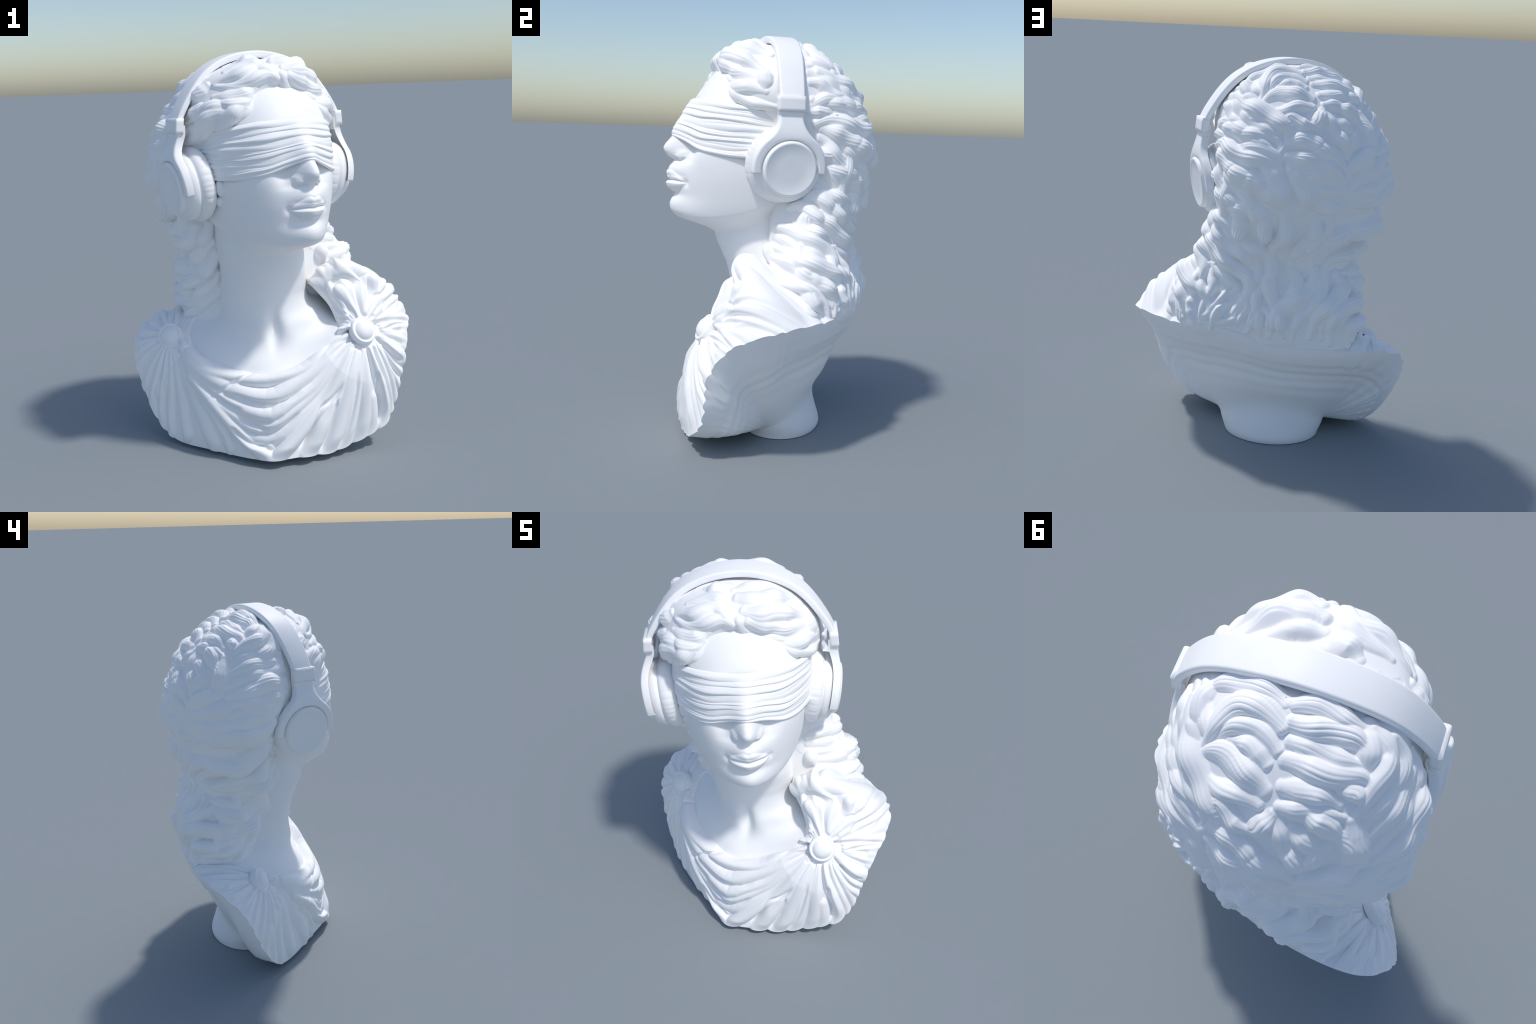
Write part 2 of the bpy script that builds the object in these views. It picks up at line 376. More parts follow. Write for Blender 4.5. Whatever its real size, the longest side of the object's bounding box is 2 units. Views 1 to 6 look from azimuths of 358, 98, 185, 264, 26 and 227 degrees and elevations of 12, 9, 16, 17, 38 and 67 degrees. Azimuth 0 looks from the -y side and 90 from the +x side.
# fan of folds round her right brooch, front
fold(0.019, 0.024, (-0.492, 0.484), (-0.483, 0.591), (-0.494, 0.685))
fold(0.020, 0.024, (-0.537, 0.501), (-0.562, 0.581), (-0.578, 0.651))
fold(0.018, 0.022, (-0.566, 0.478), (-0.623, 0.545))
fold(0.019, 0.022, (-0.580, 0.452), (-0.674, 0.500))
fold(0.020, 0.022, (-0.579, 0.412), (-0.700, 0.435))
fold(0.020, 0.02, (-0.571, 0.380), (-0.663, 0.352), (-0.703, 0.324))
fold(0.022, 0.022, (-0.558, 0.355), (-0.622, 0.289), (-0.666, 0.229))
fold(0.023, 0.024, (-0.544, 0.344), (-0.589, 0.246), (-0.625, 0.160), (-0.618, 0.084))
fold(0.023, 0.024, (-0.527, 0.333), (-0.549, 0.211), (-0.570, 0.116), (-0.571, 0.026))
fold(0.021, 0.026, (-0.510, 0.328), (-0.507, 0.194), (-0.515, 0.096), (-0.523, -0.024))
fold(0.024, 0.024, (-0.496, 0.322), (-0.466, 0.179), (-0.453, 0.072), (-0.435, -0.067))
fold(0.026, 0.022, (-0.486, 0.328), (-0.418, 0.138), (-0.373, 0.043), (-0.327, -0.077), (-0.294, -0.150))
# fan of folds round her right brooch, back
fold(0.029, 0.022, (-0.523, 0.476), (-0.513, 0.580), (-0.462, 0.669))
fold(0.025, 0.022, (-0.568, 0.469), (-0.605, 0.558), (-0.603, 0.631))
fold(0.023, 0.02, (-0.588, 0.445), (-0.656, 0.497), (-0.682, 0.563))
fold(0.023, 0.02, (-0.608, 0.425), (-0.684, 0.441), (-0.724, 0.470))
fold(0.023, 0.02, (-0.607, 0.403), (-0.685, 0.392), (-0.726, 0.377))
# shoulder rolls of cloth
fold(0.027, 0.032, (0.528, 0.364), (0.602, 0.455), (0.661, 0.522), (0.675, 0.581), (0.661, 0.619), (0.619, 0.650))
fold(0.035, 0.03, (0.545, 0.428), (0.603, 0.503), (0.635, 0.586), (0.610, 0.632), (0.574, 0.667), (0.560, 0.681))
fold(0.032, 0.024, (0.563, 0.336), (0.649, 0.428), (0.699, 0.494), (-0.578, 0.181))
fold(0.026, 0.024, (0.629, 0.333), (0.709, 0.371), (-0.353, 0.030))
# cloth behind her left shoulder
fold(0.026, 0.022, (0.549, 0.623), (0.555, 0.664), (0.523, 0.685), (0.500, 0.703))
fold(0.025, 0.024, (0.585, 0.641), (0.583, 0.662), (0.544, 0.688))
fold(0.025, 0.02, (0.622, 0.636), (0.622, 0.639), (0.697, 0.257))
fold(0.022, 0.02, (0.504, 0.645), (0.501, 0.669), (0.478, 0.696), (0.443, 0.733))
# sharp creases between the folds
crease(0.0081, 0.022, (0.354, 0.059), (0.287, -0.021), (0.227, -0.059), (0.189, -0.132), (0.131, -0.210), (0.101, -0.246))
crease(0.0078, 0.022, (0.515, 0.111), (0.519, 0.042), (0.536, -0.013), (0.531, -0.102))
crease(0.0092, 0.016, (-0.194, 0.034), (-0.093, -0.016), (-0.005, -0.040), (0.074, -0.029), (0.143, 0.012))
crease(0.0079, 0.016, (-0.169, -0.068), (-0.075, -0.122), (-0.004, -0.145), (0.057, -0.128), (0.126, -0.077))
crease(0.0068, 0.014, (-0.364, 0.153), (-0.268, 0.044), (-0.185, -0.020), (-0.125, -0.044))
crease(0.0090, 0.022, (0.547, 0.221), (0.608, 0.191), (0.672, 0.181))
crease(0.0066, 0.018, (0.561, 0.288), (0.630, 0.330), (0.721, 0.371))
crease(0.0068, 0.016, (-0.207, -0.084), (-0.143, -0.148), (-0.079, -0.199), (-0.025, -0.213))
crease(0.0063, 0.016, (0.315, -0.007), (0.284, -0.104), (0.256, -0.175), (0.206, -0.252))
crease(0.0057, 0.012, (0.426, 0.097), (0.395, -0.034), (0.354, -0.139), (0.295, -0.232))
crease(0.0057, 0.014, (-0.393, 0.107), (-0.323, -0.010), (-0.265, -0.105), (-0.219, -0.175))
crease(0.0089, 0.032, (0.565, 0.385), (0.595, 0.447), (0.659, 0.523), (0.674, 0.581), (0.660, 0.624), (0.626, 0.648))
crease(0.0097, 0.022, (0.581, 0.329), (0.621, 0.394), (0.681, 0.471), (0.699, 0.526), (-0.598, 0.206))
crease(0.0093, 0.022, (0.605, 0.322), (0.667, 0.349), (-0.343, 0.017))
crease(0.0103, 0.022, (0.507, 0.448), (0.609, 0.524), (0.620, 0.596), (0.583, 0.651), (0.529, 0.674), (0.551, 0.689))
# ---- FOLDS END
# ---- FOLDS DONE
# fine creases that run out from the brooches
for c, n, ph in ((BROOCH[0], 34, 0.4), (BROOCH[1], 44, 1.1)):
    d = XS - c; rad = np.linalg.norm(d, axis=-1); az = np.arctan2(d[..., 1], d[..., 0])
    relief += 0.0016 * np.sin(az * n + ph + 3 * np.sin(az * 3)) * sstep(0.06, 0.10, rad) * sstep(0.42, 0.2, rad)
drape = base + dn * (lift + relief * sstep(0.0, 0.05, tt) * (1 - 0.45 * sstep(0.86, 1, tt)))[..., None]
mesh_object("drape", drape.reshape(-1, 3), grid_faces(NR, NA, True, DR_FLIP))

# ---- BACK BEGIN
# ------------------------------------------------------------------ back of the bust and the socle
rim = drape[-1]
SC = np.array([-0.035, 0.075])
pa = np.unwrap(np.arctan2(rim[:, 1] - SC[1], rim[:, 0] - SC[0]))
backness = 0.5 + 0.5 * np.sin(pa)
def ell(rx, ry, z):
    return np.stack([SC[0] + rx * np.cos(pa), SC[1] + ry * np.sin(pa), z + np.zeros(NA)], -1)
neck_ring = ell(0.290, 0.165, 0.012 + 0.17 * backness ** 1.2)
win = np.hanning(91); win /= win.sum()
rim_s = np.stack([np.convolve(np.concatenate([rim[-45:, i], rim[:, i], rim[:45, i]]), win, "valid") for i in range(3)], 1)
flank = np.clip((np.abs(rim[:, 0]) - 0.25) / 0.35, 0, 1) * sstep(0.62, 0.40, rim[:, 2])     # low sides of the rim: the slab swells behind them
rear = sstep(0.05, 0.30, rim[:, 1])
bulge = flank[:, None] * np.stack([0.055 * np.sign(rim[:, 0]), np.full(NA, 0.05), np.full(NA, 0.004)], -1)
bulge += rear[:, None] * np.stack([np.zeros(NA), -0.012 - 0.022 * sstep(0.1, 0.5, rim[:, 0]), np.full(NA, 0.0)], -1)
bulge += ((1 - flank) * (1 - rear))[:, None] * np.array([0, 0.0, -0.028])
inset = rim * 0.25 + rim_s * 0.75 + (neck_ring - rim_s) * 0.035 + bulge * 0.10 + np.array([0, 0.006, -0.004])
mid1 = rim_s + (neck_ring - rim_s) * 0.38 + bulge
mid2 = rim_s + (neck_ring - rim_s) * 0.75 + bulge * np.array([0.55, 0.6, 0.2])
SOC = dict(c=SC, foot=(0.264, 0.205))
ctrl = np.array([rim, inset, mid1, mid2, neck_ring, ell(0.282, 0.178, 0.022 + 0.09 * backness), ell(*SOC["foot"], 0.02), ell(SOC["foot"][0] - 0.006, SOC["foot"][1] - 0.006, 0.0)])
tb = np.array([0, 0.03, 0.35, 0.7, 0.86, 0.93, 1.05, 1.1])
tr = np.concatenate([np.linspace(0, 0.06, 6), np.linspace(0.06, 1.1, 110)[1:]])
back = cubic(tb, ctrl, tr)
# faint ripples follow the rim across the cut back
rip = (np.sin(tr * 48)[:, None] + 0.6 * np.sin(tr[:, None] * 31 + 2.0 * np.sin(pa * 2))) * (sstep(0.05, 0.2, tr) * sstep(0.78, 0.55, tr))[:, None]
back = back + rip[..., None] * np.array([0, 0.0015, -0.0010])
back[..., 2] = np.maximum(back[..., 2], 0.0)
nb = len(back)
V = np.concatenate([back.reshape(-1, 3), [[SOC["c"][0], SOC["c"][1], 0.0]]])
F = [tuple(f) for f in grid_faces(nb, NA, True, DR_FLIP)]
last = (nb - 1) * NA
F += [(last + i, last + (i + 1) % NA, nb * NA) for i in range(NA)]
mesh_object("socle", V, F)

# ------------------------------------------------------------------ brooches
def revolve(name, prof, centre, axis, up=(0, 0, 1), n=64, parent=root, mat=PLASTER, wobble=None, squash=(1, 1)):
    """prof: (radius, height) points smoothed into a lathe profile along axis"""
    axis = unit(np.asarray(axis, float)); u = unit(np.cross(up, axis)); v = np.cross(axis, u)
    P = np.asarray(prof, float)
    a = np.linspace(0, 2 * math.pi, n, endpoint=False)
    r = P[:, 0][:, None] * np.ones(n); h = P[:, 1][:, None] * np.ones(n)
    if wobble is not None:
        r, h = wobble(r, h, a)
    G = np.asarray(centre) + (r * np.cos(a) * squash[0])[..., None] * u + (r * np.sin(a) * squash[1])[..., None] * v + h[..., None] * axis
    return mesh_object(name, G.reshape(-1, 3), grid_faces(len(P), n, True, True), parent=parent, mat=mat)

BR = [(0.0001, 0.040), (0.015, 0.039), (0.03, 0.035), (0.042, 0.028), (0.050, 0.019), (0.053, 0.014), (0.056, 0.015), (0.061, 0.018), (0.066, 0.016), (0.069, 0.008), (0.069, -0.02), (0.06, -0.03)]
revolve("brooch", BR, (0.466, -0.232, 0.614), (0.35, -0.75, 0.5))
revolve("brooch", BR, (-0.517, 0.022, 0.552), (-0.40, -0.80, 0.42))

# ------------------------------------------------------------------ hair mass
HC = np.array([-0.06, 0.08])
# height, then the radius from the hair axis at every 30 degrees (0 = over the face, + towards her left)
HAIR = [
    (0.55, 0.08, 0.08, 0.15, 0.34, 0.28, 0.26, 0.27, 0.33, 0.26, 0.14, 0.10, 0.08),
    (0.62, 0.09, 0.09, 0.26, 0.48, 0.39, 0.365, 0.385, 0.455, 0.31, 0.15, 0.11, 0.09),
    (0.68, 0.10, 0.10, 0.34, 0.55, 0.43, 0.38, 0.39, 0.455, 0.31, 0.15, 0.12, 0.10),
    (0.76, 0.10, 0.10, 0.43, 0.55, 0.43, 0.375, 0.385, 0.45, 0.31, 0.15, 0.12, 0.10),
    (0.88, 0.10, 0.12, 0.43, 0.51, 0.38, 0.335, 0.35, 0.40, 0.315, 0.175, 0.13, 0.10),
    (1.00, 0.12, 0.14, 0.37, 0.44, 0.34, 0.29, 0.305, 0.345, 0.345, 0.24, 0.15, 0.12),
    (1.12, 0.14, 0.18, 0.32, 0.40, 0.35, 0.31, 0.315, 0.345, 0.37, 0.29, 0.19, 0.14),
    (1.27, 0.18, 0.22, 0.30, 0.38, 0.39, 0.375, 0.37, 0.40, 0.44, 0.37, 0.23, 0.18),
    (1.42, 0.20, 0.26, 0.32, 0.37, 0.40, 0.40, 0.40, 0.435, 0.48, 0.44, 0.31, 0.22),
    (1.57, 0.30, 0.32, 0.365, 0.365, 0.385, 0.38, 0.38, 0.41, 0.465, 0.45, 0.40, 0.34),
    (1.70, 0.37, 0.42, 0.385, 0.345, 0.335, 0.32, 0.33, 0.355, 0.41, 0.41, 0.44, 0.465),
    (1.80, 0.365, 0.385, 0.345, 0.30, 0.27, 0.255, 0.265, 0.285, 0.335, 0.36, 0.41, 0.42),
    (1.87, 0.395, 0.35, 0.275, 0.235, 0.20, 0.175, 0.18, 0.20, 0.255, 0.31, 0.37, 0.40),
    (1.92, 0.34, 0.275, 0.19, 0.14, 0.105, 0.09, 0.09, 0.10, 0.135, 0.19, 0.275, 0.335),
    (1.948, 0.245, 0.19, 0.105, 0.06, 0.045, 0.04, 0.04, 0.045, 0.06, 0.105, 0.175, 0.24)]
HZ = np.array([h[0] for h in HAIR] + [1.952])
HR = np.array([h[1:] for h in HAIR] + [(0.0,) * 12])
HP = np.linspace(0, 1, len(HZ)) 
HT = np.concatenate([[0], np.cumsum(np.hypot(np.diff(HZ), np.diff(HR.mean(1))))]); HT /= HT[-1]

def hair_rt(psi, t):
    """radius and height of the hair mass at angle psi and meridian parameter t"""
    R = cubic(HT, HR, t)
    k = np.arange(12) * math.pi / 6
    w = (psi[..., None] - k + math.pi) % (2 * math.pi) - math.pi
    # periodic interpolation with a smooth kernel basis (cubic, cardinal)
    C = periodic(k, np.eye(12), np.mod(psi, 2 * math.pi), 2 * math.pi)
    return (R * C).sum(-1), cubic(HT, HZ, t)

def hair_point(psi, t):
    r, z = hair_rt(psi, t)
    a, f = r * np.sin(psi), r * np.cos(psi)
    return np.stack([HC[0] + a * EA[0] + f * EF[0], HC[1] + a * EA[1] + f * EF[1], z], -1)

NP, NH = 860, 620
psi = np.linspace(0, 2 * math.pi, NP, endpoint=False)
PS, TT = np.meshgrid(psi, np.linspace(0.0, 0.99999, NH))
hair = hair_point(PS, TT)
hair_n = grid_normals(hair)
if (hair_n[NH // 2, NP // 2] @ np.array([-EF[0], -EF[1], 0])) < 0:
    hair_n = -hair_n
hair_obj = mesh_object("hair", hair[::4, ::4].reshape(-1, 3), grid_faces(len(hair[::4]), len(psi[::4]), True, False))   # coarse stand-in, replaced by the carved surface below

# ------------------------------------------------------------------ blindfold
BP = np.linspace(math.radians(-112), math.radians(112), 480)
deg = np.degrees(BP)
z_lo = np.interp(deg, [-112, -90, -70, -45, -25, -10, 0, 10, 25, 45, 70, 90, 112], [1.44, 1.42, 1.405, 1.41, 1.43, 1.475, 1.503, 1.475, 1.43, 1.41, 1.405, 1.42, 1.44])
z_hi = np.interp(deg, [-112, -90, -60, -30, 0, 30, 60, 90, 112], [1.58, 1.60, 1.645, 1.675, 1.685, 1.675, 1.645, 1.60, 1.58])
sm = np.ones(25) / 25
z_lo = np.convolve(np.pad(z_lo, 12, mode="edge"), sm, "valid"); z_hi = np.convolve(np.pad(z_hi, 12, mode="edge"), sm, "valid")
NV = 220
vv = np.linspace(0, 1, NV)[:, None]
BZ = z_lo + (z_hi - z_lo) * vv
BT = np.broadcast_to(BP, BZ.shape)
br = face_radius(BT, BZ)
ba = br * np.sin(BT); bf = br * np.cos(BT)
bf = bf + np.interp(BZ, [1.40, 1.505, 1.54, 1.60, 1.69], [0.05, 0.05, 0.05, 0.03, 0.015]) * gauss(ba, 0.06) 
lift = 0.012 * np.sqrt(np.clip(np.minimum(vv, 1 - vv) / 0.05, 0, 1)) - 0.004
# creases: heights (0 bottom, 1 top) beside the nose ridge and out by the ears, one list for each cheek
CREASE = {1: [(-0.03, -0.05), (0.09, 0.20), (0.19, 0.36), (0.31, 0.46), (0.44, 0.57), (0.61, 0.70), (0.72, 0.86), (0.86, 0.97), (1.03, 1.05)],
          -1: [(-0.03, -0.04), (0.07, 0.10), (0.19, 0.26), (0.31, 0.37), (0.39, 0.46), (0.47, 0.58), (0.60, 0.70), (0.74, 0.80), (0.88, 0.92), (1.03, 1.04)]}
pleat = np.zeros_like(BZ)
for side, cr in CREASE.items():
    e = np.clip(side * BT / math.radians(95), 0, 1)
    curves = []
    for i, (c0, c1) in enumerate(cr):
        wig = 0.020 * np.sin(e * 5 + 2.1 * i + side) + 0.010 * np.sin(e * 13 + 4.3 * i)
        curves.append(c0 + (c1 - c0) * e ** 1.3 + wig * (0 < i < len(cr) - 1))
    for i in range(len(curves) - 1):
        lo, hi = curves[i], curves[i + 1]
        t = np.clip((vv - lo) / (hi - lo), 0, 1)
        amp = (0.050 * (hi - lo) + 0.003) * (0.70 + 0.45 * np.sin(e * (3.0 + 0.9 * (i % 3)) + i * 2.3 + side))
        one = amp * np.sin(np.clip(t + 0.12 * np.sin(math.pi * t), 0, 1) * math.pi) ** 0.75
        # a finer crease riding on each pleat
        one = one - 0.0016 * gauss(t - 0.62 - 0.15 * np.sin(e * 6 + i), 0.10) * sstep(0.1, 0.4, e) * (t > 0) * (t < 1)
        pleat += np.where(((BT * side) >= 0) & (t > 0) & (t < 1), one, 0)
soften = 0.55 + 0.45 * sstep(0.02, 0.22, np.abs(BT))
ker = np.array([1, 2, 3, 2, 1]) / 9
pleat = np.apply_along_axis(lambda c: np.convolve(np.pad(c, 2, mode="edge"), ker, "valid"), 1, pleat)
wide = np.apply_along_axis(lambda c: np.convolve(np.pad(c, 14, mode="edge"), np.ones(29) / 29, "valid"), 1, pleat)
pleat = wide + (pleat - wide) * sstep(0.0, 0.12, np.abs(BT))
lift = lift + pleat * soften + 0.014 * sstep(0.7, 1.15, np.abs(BT))
band = head_point(ba + lift * np.sin(BT), bf + lift * np.cos(BT), BZ)
mesh_object("blindfold", band.reshape(-1, 3), grid_faces(NV, len(BP), False, False))

# ------------------------------------------------------------------ what shows of the ears in front of the cushions
def blob(name, c, r, parent=root):
    a, b = np.meshgrid(np.linspace(0, 2 * math.pi, 28, endpoint=False), np.linspace(0.001, math.pi - 0.001, 16))
    G = np.array(c) + np.stack([r[0] * np.sin(b) * np.cos(a), r[1] * np.sin(b) * np.sin(a), r[2] * np.cos(b)], -1)
    return mesh_object(name, G.reshape(-1, 3), grid_faces(16, 28, True, True), parent=parent)
for sd in (-1, 1):
    blob("ear", head_point(sd * 0.292, 0.142, 1.375), (0.026, 0.026, 0.045))
    blob("earlobe", head_point(sd * 0.288, 0.118, 1.305), (0.022, 0.022, 0.026))

# ------------------------------------------------------------------ headphones
phones = empty("headphones")
UP = np.array([0, 0, 1.0])
PYAW = math.radians(24.9)
A3 = np.array([math.cos(PYAW), math.sin(PYAW), 0]); F3 = np.array([math.sin(PYAW), -math.cos(PYAW), 0])
def loft(name, centres, us, vs, section, parent, closed_ends=True, mat=SMOOTH):
    """section: function(i) -> (k,2) closed outline in the local (u, v) axes"""
    rows = []
    for i in range(len(centres)):
        s = section(i)
        rows.append(centres[i] + s[:, :1] * us[i] + s[:, 1:] * vs[i])
    G = np.array(rows); n = G.shape[1]
    V = G.reshape(-1, 3); F = [tuple(f) for f in grid_faces(len(rows), n)]
    if closed_ends:
        V = np.concatenate([V, [G[0].mean(0)], [G[-1].mean(0)]]); m = len(rows) * n
        F += [((i + 1) % n, i, m) for i in range(n)] + [((len(rows) - 1) * n + i, (len(rows) - 1) * n + (i + 1) % n, m + 1) for i in range(n)]
    return mesh_object(name, V, F, parent=parent, mat=mat)

def rounded(w, h, r, k=6):
    """rounded rectangle outline, half sizes w and h"""
    pts = []
    for cx, cy, a0 in ((w - r, h - r, 0), (-w + r, h - r, 90), (-w + r, -h + r, 180), (w - r, -h + r, 270)):
        for a in np.radians(np.linspace(a0, a0 + 90, k)):
            pts.append((cx + r * math.cos(a), cy + r * math.sin(a)))
    return np.array(pts)

HPO = np.array([-0.02, -0.06, 0.0])
B0 = -F3
# arc of the band in the plane of the ears, through the clips and the crown
arc = polyline([(-0.435, 1.60, 0.005), (-0.435, 1.665, 0.005), (-0.390, 1.76, 0.012), (-0.285, 1.89, 0.03), (-0.15, 1.962, 0.045), (0.0, 1.985, 0.05), (0.15, 1.962, 0.045), (0.285, 1.89, 0.03), (0.390, 1.76, 0.012), (0.435, 1.665, 0.005), (0.435, 1.60, 0.005)], 120)
ac = HPO + arc[:, :1] * A3 + arc[:, 1:2] * UP + arc[:, 2:] * B0
tan = unit(np.gradient(ac, axis=0)); wv = np.broadcast_to(B0, tan.shape); nv = unit(np.cross(tan, wv)); wv = unit(np.cross(nv, tan))
k = np.linspace(-1, 1, 120)
loft("headband", ac, wv, nv, lambda i: rounded(0.066 - 0.010 * abs(k[i]) ** 2, 0.017 - 0.003 * abs(k[i]), 0.010), phones)

def frame_at(side):
    """ear cup frame: outward axis, forward axis, up axis; the cups lean in at the bottom"""
    out = unit(side * A3 - 0.14 * UP)
    fwd = unit(F3 - out * (F3 @ out)); up = unit(np.cross(fwd, out) * side)
    if up[2] < 0:
        up = -up
    return out, fwd, up

for side in (1, -1):
    out, fwd, up = frame_at(side)
    disc = HPO + side * (0.452 if side > 0 else 0.468) * A3 + np.array([0, 0, 1.367])
    clip_c = HPO + side * 0.436 * A3 + np.array([0, 0, 1.662])
    # clip
    cc = np.array([clip_c + UP * d + side * A3 * (-0.10 * d) for d in np.linspace(-0.036, 0.036, 5)])
    loft("slider_clip", cc, [F3] * 5, [A3] * 5, lambda i: rounded(0.065, 0.021, 0.009), phones)
    cup = phones
    # face plate, housing and cushion are lathed
    revolve("cap_disc", [(0.0001, 0.010), (0.06, 0.011), (0.112, 0.010), (0.116, 0.012), (0.122, 0.012), (0.127, 0.006), (0.130, -0.006), (0.131, -0.03)], disc, out, n=96, parent=cup, mat=SMOOTH)
    revolve("ear_cup", [(0.10, -0.014), (0.134, -0.014), (0.140, -0.018), (0.155, -0.028), (0.164, -0.040), (0.168, -0.06), (0.168, -0.075), (0.15, -0.085)], disc, out, n=96, parent=cup, mat=SMOOTH)
    revolve("ear_cushion", [(0.12, -0.07), (0.155, -0.075), (0.172, -0.085), (0.182, -0.10), (0.184, -0.12), (0.178, -0.14), (0.165, -0.155), (0.14, -0.165), (0.08, -0.165)], disc, out, n=192, parent=cup, mat=SMOOTH,
            wobble=lambda r, h, a: (r - 0.0022 * gauss(h + 0.125, 0.03) * (np.abs(np.sin(a * 17 + np.sin(a * 5))) < 0.35), h))
    # yoke: strap that forks round the disc, drawn as a flat outline and thickened
    ri, ro, hw = 0.136, 0.177, 0.057
    a0, strap_top = math.radians(-8), 0.30
    outer = [(ro * math.cos(a), ro * math.sin(a)) for a in np.linspace(a0, math.radians(52), 24)]
    x1, y1 = outer[-1]
    for q in np.linspace(0, 1, 14)[1:]:
        c0, c1, c2 = np.array((x1, y1)), np.array((hw + 0.004, y1 + 0.040)), np.array((hw, 0.235))
        outer.append(tuple((1 - q) ** 2 * c0 + 2 * q * (1 - q) * c1 + q * q * c2))
    n1 = len(outer)
    outer += [(hw, v) for v in np.linspace(0.235, strap_top, 10)[1:]]
    inner = [(ri * math.cos(a), ri * math.sin(a)) for a in np.linspace(a0, math.pi / 2, n1)]
    inner += [(0.0, v) for v in np.linspace(ri, strap_top, 10)[1:]]
    oc, ic = np.array(outer), np.array(inner); NJ = len(oc)
    verts, faces = [], []
    def strip(sx):
        b0 = len(verts)
        for j in range(NJ):
            d = oc[j] - ic[j]; L = np.linalg.norm(d); d = d / L
            e = min(0.010, L * 0.3); ei = e * (1 - sstep(0.75 * n1, n1, j))      # no rounding on the centre line
            flat = [(ei + (L - e - ei) * q, 0.019) for q in np.linspace(0, 1, 8)]
            for off, hh in [(0, -0.02), (0, 0.019 - ei * 0.8), (ei * 0.3, 0.019 - 0.3 * ei)] + flat + [(L - 0.3 * e, 0.016), (L, 0.011), (L, -0.02)]:
                p2 = ic[j] + d * off
                verts.append((sx * p2[0], p2[1], hh - 0.020))
        for j in range(NJ - 1):
            for q in range(0 if j < n1 - 1 else 3, 13):
                f = (b0 + j * 14 + q, b0 + j * 14 + q + 1, b0 + (j + 1) * 14 + q + 1, b0 + (j + 1) * 14 + q)
                faces.append(f if sx > 0 else f[::-1])
        f = tuple(b0 + q for q in range(14)); faces.append(f[::-1] if sx > 0 else f)
    strip(1); strip(-1)
    W = np.array(verts)
    straight = sstep(0.12, 0.27, W[:, 1])
    P3 = disc + W[:, :1] * fwd + W[:, 1:2] * up + W[:, 2:] * out
    # upper strap follows the clip
    tgt = clip_c + np.stack([W[:, 0]] * 3, 1) * F3 + (W[:, 1:2] - 0.297) * UP * 1.0 + (W[:, 2:] + 0.012) * side * A3
    P3 = P3 * (1 - straight[:, None]) + tgt * straight[:, None]
    mesh_object("yoke", P3, faces if side > 0 else [f[::-1] for f in faces], parent=phones, mat=SMOOTH)
# ---- LOCKS BEGIN
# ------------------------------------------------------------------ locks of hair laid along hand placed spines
from mathutils.bvhtree import BVHTree
from mathutils import Vector
_v, _f = [], []
for o in bpy.data.objects:
    if o.type == "MESH" and o.name.split(".")[0] in ("hair", "drape", "neck", "chest", "head"):
        b = len(_v)
        _v += [v.co.copy() for v in o.data.vertices]; _f += [tuple(b + i for i in p.vertices) for p in o.data.polygons]
GROUND = BVHTree.FromPolygons(_v, _f)
OUTWARD = np.array([-0.06, 0.05, 0])

def smooth_rows(Q, k=5):
    pad = np.pad(Q, ((k // 2, k // 2), (0, 0)), mode="edge")
    return np.stack([np.convolve(pad[:, i], np.ones(k) / k, "valid") for i in range(Q.shape[1])], 1)

